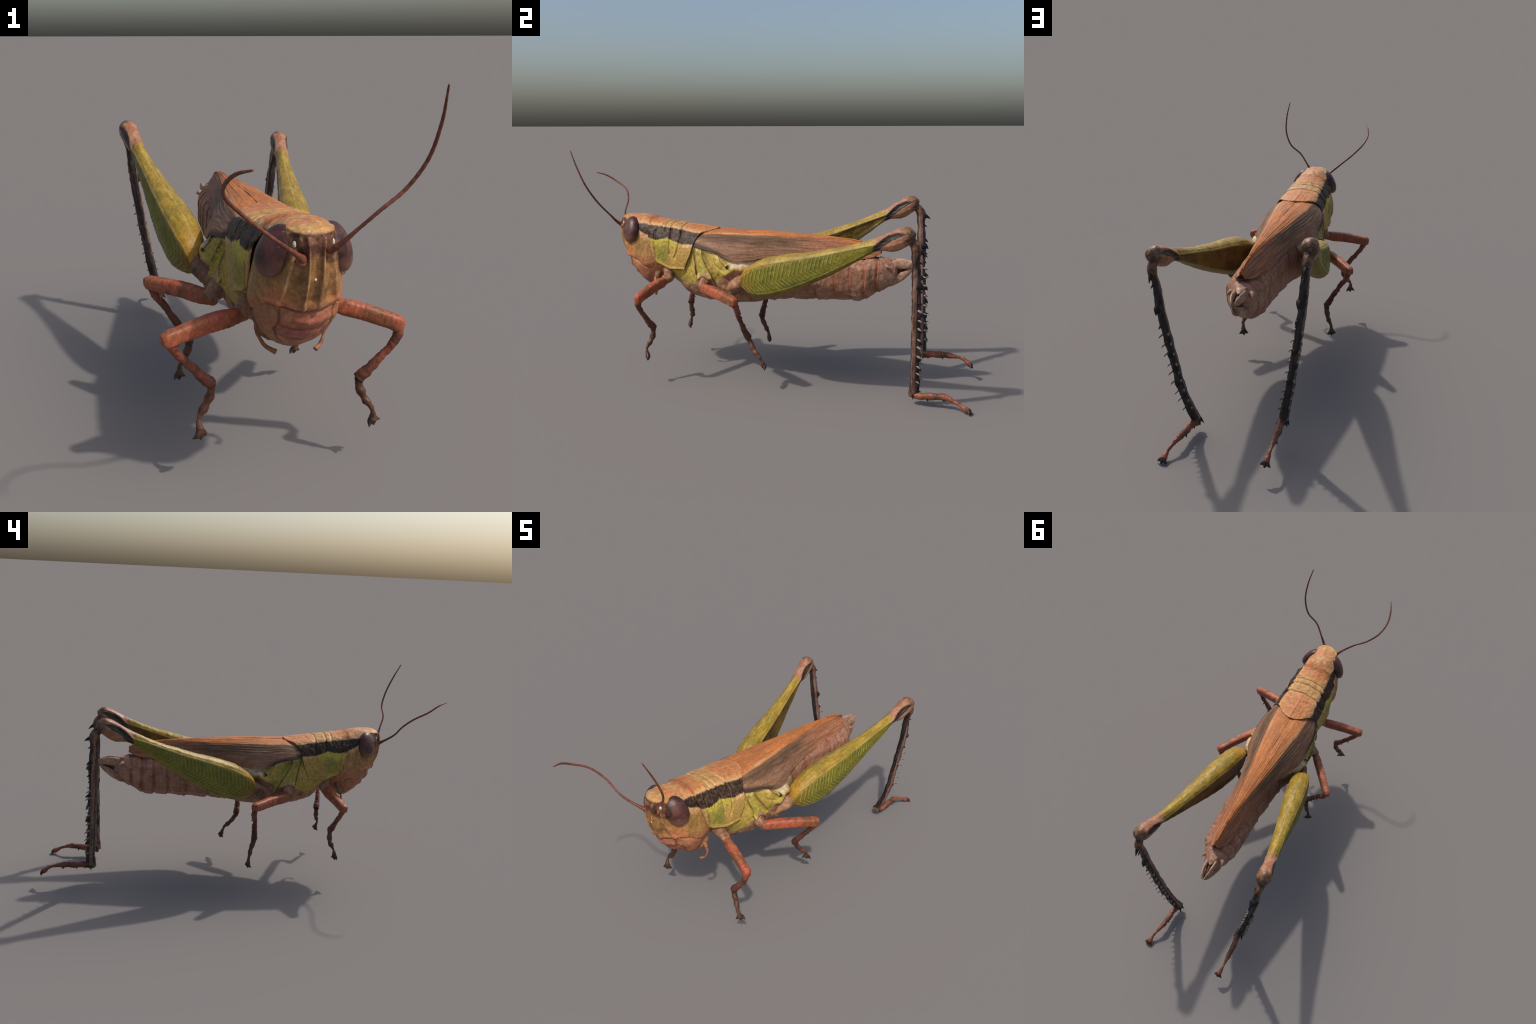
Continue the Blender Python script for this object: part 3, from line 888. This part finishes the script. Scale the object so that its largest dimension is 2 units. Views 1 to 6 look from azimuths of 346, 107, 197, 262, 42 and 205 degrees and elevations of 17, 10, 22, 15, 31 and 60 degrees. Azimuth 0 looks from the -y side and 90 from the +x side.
def thorax_relief(V):
    x = np.abs(V[:, 0] - BODY_X); y, z = V[:, 1], V[:, 2]
    Q = np.stack([y, z], 1); sd = smooth(x, .06, .10)
    d = np.zeros(len(V))
    for line, k, w in (([(-.301, .644), (-.297, .612), (-.281, .562), (-.278, .527)], .011, .0045),
                       ([(-.255, .640), (-.251, .609), (-.228, .572), (-.202, .535), (-.189, .504), (-.169, .464)], .015, .0055),
                       ([(-.170, .627), (-.157, .597), (-.137, .579), (-.124, .567)], .012, .005)):
        d -= sd * ridge(Q, line, k, w)
    d += sd * ridge(Q, [(-.199, .590), (-.173, .560), (-.130, .540)], .004, .005)
    d += sd * ridge(Q, [(-.275, .61), (-.250, .55)], .007, .012)
    d += sd * ridge(Q, [(-.238, .615), (-.20, .565), (-.175, .50)], .006, .007)
    d += sd * ridge(Q, [(-.215, .605), (-.185, .56)], .007, .020)
    d += sd * ridge(Q, [(-.13, .60), (-.075, .585)], .012, .014)
    d += sd * ridge(Q, [(-.318, .56), (-.30, .50)], .005, .014)
    d -= ridge(Q, [(-.118, .565), (-.112, .563)], .010, .008) * sd       # spiracle
    d -= sd * ridge(Q, [(-.265, .505), (-.235, .515), (-.208, .505)], .014, .012)   # middle hip socket
    d -= sd * ridge(Q, [(-.12, .535), (-.085, .560), (-.04, .55)], .020, .016)     # hind hip socket
    d += sd * ridge(Q, [(-.165, .515), (-.145, .475)], .008, .012)
    d -= smooth(-z, -.45, -.42) * (.004 * np.exp(-((y + .245) / .008) ** 2) + .004 * np.exp(-((y + .12) / .008) ** 2))
    d += .003 * fbm(V, 22, 3, 4) + .001 * fbm(V, 80, 2, 6)
    return d


relief(thorax, thorax_relief)
V_, N_ = coords(thorax)
V_[:, 0] += .010 * smooth(V_[:, 1], -.44, -.25) * (1 - .3 * smooth(V_[:, 1], -.1, .0))
put(thorax, V_)

# ---- abdomen
def belly_ring(y, top, bot, w, cx=BODY_X):
    zc = bot + (top - bot) * .52
    h = [(0, y, top), (w * .55, y, top - (top - zc) * .13), (w * .92, y, zc + (top - zc) * .48), (w, y, zc),
         (w * .93, y, zc - (zc - bot) * .48), (w * .60, y, bot + (zc - bot) * .17), (w * .30, y, bot + .002), (0, y, bot)]
    full = h + [(-p[0], p[1], p[2]) for p in h[-2:0:-1]]
    return [(p[0] + cx, p[1], p[2]) for p in full]

brings = [belly_ring(-.12, .62, .386, .115), belly_ring(-.04, .635, .383, .118), belly_ring(.05, .645, .390, .106), belly_ring(.15, .648, .401, .096),
          belly_ring(.25, .645, .406, .091), belly_ring(.35, .640, .412, .089), belly_ring(.43, .634, .415, .087), belly_ring(.495, .628, .420, .084),
          belly_ring(.515, .626, .432, .082, .008), belly_ring(.545, .622, .452, .071, .006), belly_ring(.585, .617, .474, .056, .004), belly_ring(.615, .612, .492, .043, .003),
          belly_ring(.635, .606, .506, .036, .002), belly_ring(.645, .590, .525, .016, .001)]
abdomen = grid_object("abdomen", surface(brings, 420, 200, True), M_ABD, root, True, (True, True), flip=True)


def abdomen_relief(V):
    x = np.abs(V[:, 0] - BODY_X); y, z = V[:, 1], V[:, 2]
    d = np.zeros(len(V))
    e = [-.13] + SEGMENT_EDGES + [.66]
    yy = y + .006 * fbm(V, 14, 2, 9) + .05 * np.maximum(0, .45 - z)
    for a, b in zip(e[:-1], e[1:]):
        f = np.clip((yy - a) / (b - a), 0, 1)
        inside = (yy >= a) & (yy < b)
        d += np.where(inside, .0058 * f ** 1.6 * (1 - smooth(f, .955, 1.0)), 0)
    Q = np.stack([y, z], 1)
    d -= smooth(x, .03, .06) * ridge(Q, [(-.1, .425), (.1, .436), (.35, .445), (.50, .450)], .004, .006)
    d -= smooth(x, .03, .06) * ridge(Q, [(.1, .60), (.3, .585), (.52, .575)], .003, .012)
    d += .0028 * fbm(V * np.array([1, 2.2, .8]), 17, 3, 12) + .001 * fbm(V, 80, 2, 3)
    return d


relief(abdomen, abdomen_relief)
V_, N_ = coords(abdomen)
V_[:, 0] += (.007 + .004 * smooth(V_[:, 1], .15, .35)) * smooth(V_[:, 1], -.15, .05) * (1 - .8 * smooth(V_[:, 1], .52, .64))
put(abdomen, V_)

# egg-laying valves and cerci at the tail
for s in (1, -1):
    tube("valve", [(.016 * s + .002, .590, .588), (.020 * s, .630, .590), (.018 * s, .670, .592), (.012 * s - .002, .700, .590), (.006 * s - .004, .719, .586)],
         [.016, .021, .020, .014, .003], M_VALVE, abdomen, 40, 22, (0, 0, 1), .40, rough=.0012)
    tube("valve", [(.016 * s + .002, .560, .500), (.019 * s, .600, .508), (.017 * s, .645, .528), (.011 * s - .002, .685, .555), (.004 * s - .004, .714, .577)],
         [.018, .023, .020, .013, .003], M_VALVE, abdomen, 40, 22, (0, 0, 1), .50, rough=.0012)
    tube("cercus", [(.040 * s + .005, .590, .588), (.050 * s + .006, .602, .584), (.055 * s + .006, .616, .579)], [.011, .008, .001], M_VALVE, abdomen, 16, 12)
tube("tail_core", [(.003, .575, .560), (.001, .620, .565), (-.002, .665, .575), (-.004, .700, .583)], [.036, .032, .020, .004], M_DARKCORE, abdomen, 24, 18, (0, 0, 1), .62)
tube("supra_anal_plate", [(.006, .570, .603), (.004, .595, .607), (.001, .622, .606), (0, .645, .602)], [.009, .010, .007, .001], M_VALVE, abdomen, 24, 20, (0, 0, 1), 2.6, rough=.001)

# ---- wings: dorsal field, shoulder fold and steep side field, one tegmen per side
WING_LOW = [(-.335, .108, .660), (-.30, .126, .648), (-.25, .143, .638), (-.20, .152, .632), (-.15, .158, .610), (-.10, .160, .596), (-.05, .154, .594),
            (.02, .122, .602), (.08, .104, .608), (.16, .090, .612), (.26, .077, .612), (.36, .068, .612), (.46, .058, .615), (.53, .040, .625), (.565, .018, .640)]
WING_CX = lambda y: BODY_X + .006 * smooth(y, .3, .56)
ys = np.linspace(-.335, .565, 26)
for s in (1, -1):
    net = []
    for y in ys:
        one = np.array([y])
        top = prof(WING_TOP, one)[0]; xd = prof(WING_DORSAL, one)[0]; lx, lz = prof(WING_LOW, one)[0]
        drop = .014 * min(1, xd / .05)
        sh = (xd, top - drop)
        bul = .10 * float(1 - smooth(y, .0, .35)) + .02
        mid1 = (xd + (lx - xd) * (.30 + bul * .5), sh[1] - (sh[1] - lz) * (.30 - bul * .7))
        mid2 = (xd + (lx - xd) * (.66 + bul * .7), sh[1] - (sh[1] - lz) * (.66 - bul * .6))
        lift = .0025 if s > 0 else 0.0
        row = [(-.004, top + lift - .001), (xd * .35, top + lift), (xd * .75, top - drop * .45 + lift), (sh[0], sh[1]), mid1, mid2, (lx, lz)]
        narrow = 1 - (.09 * float(smooth(y, -.28, -.05)) if s < 0 else 0)
        net.append([(s * p[0] * narrow + float(WING_CX(y)), y, p[1]) for p in row])
    G = surface(net, 300, 150)
    v = np.linspace(0, 1, 150)[None, :, None]
    w = grid_object("wing", G, M_WING, root, False)
    V, N = coords(w)
    if (N[:, 2].mean() < 0):
        w.data.flip_normals()
    vv = np.tile(np.linspace(0, 1, 150), 300)

    def wing_relief(V, vv=vv):
        d = np.zeros(len(V)); y = V[:, 1]
        for k, (c, h) in enumerate(((.07, .0012), (.17, .0025), (.27, .0016), (.36, .0018), (.44, .003), (.52, .0014), (.60, .0022), (.68, .0016), (.76, .002), (.84, .0014), (.92, .0012))):
            cc = c + .012 * np.sin(y * 9 + k) + .03 * (y + .3) * ((k % 3) - 1)
            d += .7 * h * np.exp(-((vv - cc) / .012) ** 2)
        d += .0003 * np.sin(vv * 2 * math.pi * 38 + 6 * fbm(V, 5, 2, 3))
        d *= .25 + .75 * smooth(y, -.28, .05)
        return d + .0022 * fbm(V * np.array([1, .4, 1]), 24, 3, 7 + (s > 0))
    relief(w, wing_relief)
    apply_solidify(w, .004, -1)


# ================================================================ legs
def claw_faces(tip, direction, spread, size, up):
    """Two hooked claws and a pad at the end of a foot; returns closed meshes."""
    d = np.asarray(direction, float); d /= np.linalg.norm(d)
    w = np.asarray(spread, float); w -= d * (w @ d); w /= np.linalg.norm(w)
    u = np.cross(d, w)
    if u[2] < 0: u = -u
    tip = np.asarray(tip, float); parts = []
    for k in (1, -1):
        P = [tip - d * size * .3, tip + d * size * .25 + w * k * size * .45 + u * size * .05, tip + d * size * .55 + w * k * size * 1.0 - u * size * .25]
        parts.append(closed_grid(tube_verts(P, [size * .42, size * .36, size * .03], 12, 10)))
    P = [tip - d * size * .4, tip + d * size * .3, tip + d * size * .95 - u * size * .1]
    parts.append(closed_grid(tube_verts(P, [size * .42, size * .45, size * .05], 12, 10)))
    return parts


def walking_leg(name, s, hip, femur, tibia, tarsus, tip):
    """hip: coxa/trochanter points; femur: (start, knee); tibia: points; tarsus: points."""
    leg = tube(name, hip, [.030, .034, .031, .024, .0195][-len(hip):] if len(hip) < 5 else [.030, .034, .031, .024, .0195], M_COXA, root, 40, 24, rough=.005, rough_scale=48)
    f0, f1 = np.array(femur[0]), np.array(femur[1])
    bow = np.array([0, 0, .006])
    d = f1 - f0
    P = [f0 - d * .06, f0 + d * .12 + bow * .5, f0 + d * .5 + bow, f0 + d * .85 + bow * .3, f1, f1 + d * .05]
    G = tube_verts(P, [.016, .0225, .0235, .0220, .0215, .015], 70, 32, (0, 0, 1), .86, .22)
    fem = grid_object("femur", G, M_FFEM, leg, True, (True, True))
    relief(fem, lambda V: .0014 * fbm(V, 40, 3, 2) + .0006 * np.sin(V @ (d / np.linalg.norm(d)) * 420) * smooth(fbm(V, 30, 2, 5), -.1, .4))
    t = np.array(tibia, float)
    knee = f1 + (f0 - f1) * .03
    P = [knee] + list(t)
    n = len(P)
    tib = tube("shank", P, [.0140, .0140] + [.0110] * (n - 4) + [.0130, .0165], M_FTIB, leg, 70, 20, rough=.0030, rough_scale=55)
    # small thorns along the back of the shank
    a, b = t[0], t[-1]
    S = spline(t, 30); back = np.array([0, 1, 0.1])
    parts = []
    for k in range(5):
        p = S[int(8 + k * 4.4)]
        sidev = np.array([s * (.6 if k % 2 else -.6), .9, -.45]); sidev /= np.linalg.norm(sidev)
        parts.append(closed_grid(tube_verts([p + sidev * .006, p + sidev * .014, p + sidev * .021 + np.array([0, 0, -.004])], [.0048, .003, .0004], 8, 8)))
    join_meshes("thorn", parts, M_CLAW, leg)
    q = np.array(tarsus, float)
    Q = [t[-1] + (t[-2] - t[-1]) * .02] + list(q) + [np.array(tip)]
    m = len(Q)
    S = spline(Q, 80)
    base = np.interp(np.linspace(0, 1, 80), [0, .15, .3, .42, .55, .66, .80, .92, 1], [.0135, .011, .0135, .0095, .0125, .0075, .0065, .0105, .012])
    T, U, W = frames(S, (0, 1, 0))
    an = np.linspace(0, 2 * math.pi, 18, endpoint=False)
    G = S[:, None] + (U[:, None] * np.cos(an)[None, :, None] + W[:, None] * np.sin(an)[None, :, None]) * base[:, None, None]
    tar = grid_object("foot", G, M_FTAR, leg, True, (True, True))
    relief(tar, lambda V: .0022 * fbm(V, 60, 3, 4))
    dirv = np.array(tip) - np.array(q[-1]); 
    join_meshes("claw", claw_faces(tip, dirv + np.array([0, 0, -.01]), (1, .5, 0), .024, (0, 0, 1)), M_CLAW, leg)
    return leg


walking_leg("foreleg", 1, [(.075, -.450, .545), (.105, -.440, .515), (.128, -.437, .492), (.160, -.445, .478)],
            [(.160, -.446, .476), (.334, -.500, .424)],
            [(.326, -.503, .398), (.300, -.497, .352), (.262, -.488, .305), (.226, -.477, .263)],
            [(.230, -.479, .235), (.243, -.484, .203), (.264, -.496, .170)], (.271, -.489, .135))
walking_leg("foreleg", -1, [(-.045, -.450, .545), (-.075, -.440, .512), (-.092, -.434, .486), (-.112, -.440, .470)],
            [(-.100, -.438, .470), (-.311, -.490, .440)],
            [(-.292, -.484, .412), (-.262, -.474, .370), (-.228, -.467, .328), (-.189, -.459, .287)],
            [(-.193, -.457, .255), (-.206, -.459, .226), (-.229, -.474, .195)], (-.227, -.482, .158))
walking_leg("midleg", 1, [(.110, -.235, .490), (.148, -.235, .488), (.172, -.238, .476), (.195, -.230, .464)],
            [(.188, -.236, .460), (.333, -.032, .443)],
            [(.318, -.028, .415), (.280, -.028, .362), (.232, -.024, .300), (.188, -.016, .243)],
            [(.192, .000, .215), (.201, .017, .188), (.210, .048, .155)], (.203, .064, .118))
walking_leg("midleg", -1, [(-.090, -.235, .485), (-.122, -.238, .478), (-.140, -.241, .464), (-.155, -.241, .452)],
            [(-.148, -.244, .448), (-.310, -.048, .447)],
            [(-.298, -.048, .418), (-.262, -.056, .362), (-.222, -.064, .296), (-.190, -.069, .243)],
            [(-.196, -.060, .210), (-.204, -.050, .183), (-.220, -.042, .150)], (-.224, -.038, .118))


# ---- hind legs
def frame_matrix(origin, x_axis, up):
    x = Vector(x_axis).normalized(); z = Vector(up); z = (z - x * z.dot(x)).normalized(); y = z.cross(x)
    m = Matrix((x, y, z)).transposed().to_4x4(); m.translation = Vector(origin)
    return m


def hind_femur_mesh(name, sgn, mat, parent):
    """Club-shaped thigh in its own frame; outer face on sgn*y."""
    n = 420
    S = np.concatenate([np.linspace(0, .80, n - 60), np.linspace(.80, .850, 61)[1:]])
    up, lo, th = prof(FEM_UP, S), prof(FEM_LOW, S), prof(FEM_THICK, S)
    zu, zl = prof(FEM_RIDGE_UP, S), prof(FEM_RIDGE_LOW, S)
    zu = np.minimum(zu, up - .004); zl = np.maximum(zl, lo + .004)
    knee = smooth(S, .62, .72)
    rings = []
    for i in range(n):
        t = th[i]; k = knee[i]
        def half(e):
            flat = [(.0, up[i]), (.50 * t, up[i] - (up[i] - zu[i]) * .16), (.86 * t, up[i] - (up[i] - zu[i]) * .55), (t, zu[i]),
                    (1.13 * t if e > 0 else .95 * t, (zu[i] * .7 + zl[i] * .3)), (1.13 * t if e > 0 else .95 * t, (zu[i] * .3 + zl[i] * .7)), (t * .97, zl[i]),
                    (.72 * t, zl[i] + (lo[i] - zl[i]) * .55), (.35 * t, zl[i] + (lo[i] - zl[i]) * .9), (.0, lo[i])]
            c, h = (up[i] + lo[i]) / 2, (up[i] - lo[i]) / 2
            rnd = [(t * math.sin(a), c + h * math.cos(a)) for a in np.linspace(0, math.pi, 10)]
            return [((1 - k) * p[0] + k * q[0], (1 - k) * p[1] + k * q[1]) for p, q in zip(flat, rnd)]
        a, b = half(1), half(-1)
        ring = [(S[i], p[0] * sgn, p[1]) for p in a] + [(S[i], -p[0] * sgn, p[1]) for p in b[-2:0:-1]]
        rings.append(ring)
    C = np.array(rings)
    C2 = np.concatenate([C[:, -2:], C, C[:, :3]], axis=1)
    tv = np.concatenate([[0], np.cumsum(np.linalg.norm(np.diff(C2[60], axis=0), axis=1))])
    G = hermite(tv, C2.swapaxes(0, 1), np.linspace(tv[2], tv[-3], 150, endpoint=False)).swapaxes(0, 1)
    ob = grid_object(name, G, mat, parent, True, (True, True), flip=(sgn < 0))
    V, N = coords(ob)
    if N[np.argmax(V[:, 2])][2] < 0:
        ob.data.flip_normals()

    def rel(V):
        x, y, z = V.T
        zuu, zll, zm = prof(FEM_RIDGE_UP, x), prof(FEM_RIDGE_LOW, x), prof(FEM_MID, x)
        outer = smooth(y * sgn, .004, .012)
        d = np.zeros(len(V))
        away = 1 - smooth(x, .62, .70)
        d += away * .0028 * np.exp(-((z - zuu) / .0035) ** 2) + away * .0026 * np.exp(-((z - zll) / .0035) ** 2)
        ph = x - .55 * np.maximum(z - zm, 0) - .75 * np.maximum(zm - z, 0)
        fr = np.abs((ph / CHEVRON) % 1 - .5)
        field = smooth(z, 0, .004 + 0 * z) * 0 + smooth(zuu - z, .004, .009) * smooth(z - zll, .004, .009)
        d += outer * field * (1 - smooth(x, .46, .56)) * .0022 * (1 - smooth(fr, .06, .16))
        # knee: black crescent stands in a groove, lower lobe bulges
        arc = z - np.interp(x, [.655, .68, .71, .75, .79, .835], [-.020, -.010, .004, .015, .017, .010])
        kz = smooth(x, .67, .69) * (1 - smooth(x, .80, .82))
        d -= kz * .004 * np.exp(-(arc / .008) ** 2) * smooth(np.abs(y), .008, .016)
        d += kz * .003 * np.exp(-((arc - .016) / .006) ** 2)
        d += .0012 * fbm(V, 36, 3, 2) + .0005 * fbm(V, 120, 2, 7)
        return d
    relief(ob, rel)
    return ob


# one pale spine, local z from base (0) to tip (1), leaning
def spine_mesh(name, mat):
    G = tube_verts([(0, 0, -.25), (0, 0, .25), (.04, 0, .65), (.16, 0, 1.0)], [.34, .27, .14, .015], 14, 10, (1, 0, 0))
    V, F = closed_grid(G)
    ob = add_object(name, V, F, mat)
    me = ob.data; bpy.data.objects.remove(ob)
    return me


SPINE_ME = spine_mesh("spine", M_SPINE)
THORN_ME = spine_mesh("thorn", M_THORN)


def place(name, me, parent, origin, direction, lean, size, width):
    z = Vector(direction).normalized(); x = Vector(lean); x = (x - z * x.dot(z)).normalized(); y = z.cross(x)
    ob = bpy.data.objects.new(name, me)
    bpy.context.scene.collection.objects.link(ob)
    m = Matrix((x * width, y * width, z * size)).transposed().to_4x4(); m.translation = Vector(origin)
    ob.matrix_world = m; ob.parent = parent
    return ob


def hind_leg(s, f0, f1, tib, tarsus, tip):
    f0, f1 = np.array(f0), np.array(f1)
    leg = tube("hind_leg", [(BODY_X + s * .095, -.130, .440), (BODY_X + s * .122, -.110, .462), (BODY_X + s * .142, -.084, .484), (BODY_X + s * .162, -.060, .498), tuple(f0 + (f1 - f0) * .03)],
               [.034, .040, .037, .030, .022], M_COXA, root, 48, 28, rough=.007, rough_scale=38)
    sgn = -s       # local +y points to -x (left-hand side of the limb when looking along it)
    m = frame_matrix(f0, f1 - f0, (0, 0, 1))
    fem = hind_femur_mesh("femur", sgn, make_femur_material(sgn), leg)
    fem.matrix_world = m
    # shank: a short neck leaves the knee cup backwards, bends, and runs down
    T0 = np.array(tib[0]); T1 = np.array(tib[-1]); ax = T1 - T0; L = np.linalg.norm(ax)
    cup = np.array(m @ Vector((.800, 0, -.004)))
    tm = frame_matrix(T0, ax, (0, -1, 0))          # x down the limb, z to the front, y sideways
    loc = lambda p: np.array(tm.inverted() @ Vector(p))
    P = [loc(cup), loc(cup * .45 + T0 * .55 + np.array([0, .0, .006])), np.array([.012, 0, .002]), np.array([.06, 0, 0])] + [loc(p) for p in tib[1:-1]] + [loc(np.array(tib[-2]) * .12 + np.array(tib[-1]) * .88), np.array([L, 0, .003])]
    n = len(P)
    R = [.021, .0185, .0200, .0178] + [.0180] * (n - 6) + [.0205, .0210]
    G = tube_verts(P, R, 220, 32, (0, 0, 1), .86, .25)
    mid = spline([np.array([0, 0, 0])] + [loc(p) for p in tib[1:]], 60)
    centre = lambda u: np.array([L * u, np.interp(L * u, mid[:, 0], mid[:, 1]), np.interp(L * u, mid[:, 0], mid[:, 2])])
    bow = [(float(L * u), float(centre(u)[1])) for u in (0, .15, .3, .5, .7, .85, 1)]
    shank = grid_object("shank", G, make_tibia_material(bow), leg, True, (True, True))
    def tib_rel(V):
        a = np.arctan2(V[:, 1] - np.interp(V[:, 0], mid[:, 0], mid[:, 1]), V[:, 2] - np.interp(V[:, 0], mid[:, 0], mid[:, 2]))
        d = -.0016 * np.exp(-((np.abs(a) - 1.25) / .16) ** 2) - .0012 * np.exp(-((np.abs(a) - 2.0) / .14) ** 2) + .0012 * np.exp(-(a / .25) ** 2)
        return d * smooth(V[:, 0], .02, .06) + .0026 * fbm(V * np.array([.7, 1, 1]), 42, 3, 2)
    relief(shank, tib_rel)
    shank.matrix_world = tm
    # rows of pale spines on both rear edges of the lower half, black thorns above
    R3 = tm.to_3x3()
    for side in (1, -1):
        for k in range(9):
            u = .40 + .061 * k + random.uniform(-.008, .008)
            base = tm @ Vector(centre(u) + np.array([0, side * .0135, -.0130]))
            d = R3 @ Vector((.35, side * .55, -.85)); lean = R3 @ Vector((1, 0, 0))
            place("spine", SPINE_ME, leg, base, d, lean, random.uniform(.019, .027), random.uniform(.012, .017))
    for u, yy, zz, size, wid in ((.035, 0, -.012, .040, .034), (.10, .004, -.012, .016, .014), (.20, -.008, -.011, .022, .032), (.245, .006, -.012, .028, .050),
                                 (.29, -.008, -.012, .016, .020), (.35, .010, -.010, .017, .022), (.44, -.006, -.012, .018, .034), (.53, .004, -.013, .018, .036),
                                 (.62, -.004, -.013, .019, .036), (.72, .005, -.013, .017, .036), (.80, -.004, -.013, .018, .030), (.88, .003, -.014, .016, .028)):
        d = R3 @ Vector((.30 + random.uniform(-.2, .3), yy * 40, -1)); lean = R3 @ Vector((1, 0, 0))
        place("thorn", THORN_ME, leg, tm @ Vector(centre(u) + np.array([0, yy, zz])), d, lean, size * random.uniform(.85, 1.3), wid * random.uniform(.95, 1.35))
    # spurs at the heel
    for yy, zz, dx, dz in ((.015, -.010, .35, -.9), (-.015, -.010, .35, -.9), (.016, .004, .8, -.1), (-.016, .004, .8, -.1)):
        place("spine", THORN_ME, leg, tm @ Vector((L * .985, yy, zz)), R3 @ Vector((dx, yy * 30, dz)), R3 @ Vector((1, 0, 0)), .024, .017)
    # foot
    q = np.array(tarsus, float)
    S = spline(list(q) + [np.array(tip)], 110)
    base = np.interp(np.linspace(0, 1, 110), [0, .10, .22, .34, .46, .56, .63, .72, .86, .95, 1], [.019, .0165, .0155, .017, .014, .0155, .0108, .0080, .0085, .0130, .0135])
    T, U, W = frames(S, (0, 0, 1))
    an = np.linspace(0, 2 * math.pi, 20, endpoint=False)
    G = S[:, None] + (U[:, None] * np.cos(an)[None, :, None] + W[:, None] * (.85 * np.sin(an))[None, :, None]) * base[:, None, None]
    foot = grid_object("foot", G, M_HTAR, leg, True, (True, True))
    relief(foot, lambda V: .0022 * fbm(V, 55, 3, 4))
    for k, fr in enumerate((.12, .27, .42, .55)):
        p = S[int(fr * 109)]
        place("thorn", THORN_ME, leg, p + np.array([s * .006 * (1 if k % 2 else -1), 0, -.008]), (s * (.4 if k % 2 else -.4), .35, -1), (0, 1, 0), .014, .018)
    join_meshes("claw", claw_faces(tip, np.array(tip) - S[98], (1, 0, 0), .023, (0, 0, 1)), M_CLAW, leg)
    return leg


hind_leg(1, (.186, -.046, .498), (.318, .715, .765),
         [(.316, .748, .730), (.288, .752, .540), (.255, .753, .359), (.224, .750, .191), (.170, .746, .042)],
         [(.168, .742, .045), (.184, .765, .043), (.187, .822, .048), (.196, .889, .052), (.214, .940, .034)], (.222, .978, .014))
hind_leg(-1, (-.160, -.060, .493), (-.304, .668, .833),
         [(-.305, .709, .802), (-.286, .718, .622), (-.264, .726, .453), (-.237, .735, .286), (-.204, .743, .103)],
         [(-.200, .744, .108), (-.201, .763, .112), (-.208, .822, .114), (-.209, .897, .112), (-.209, .945, .100)], (-.204, .972, .078))

for o in bpy.context.scene.objects:
    o.select_set(False)
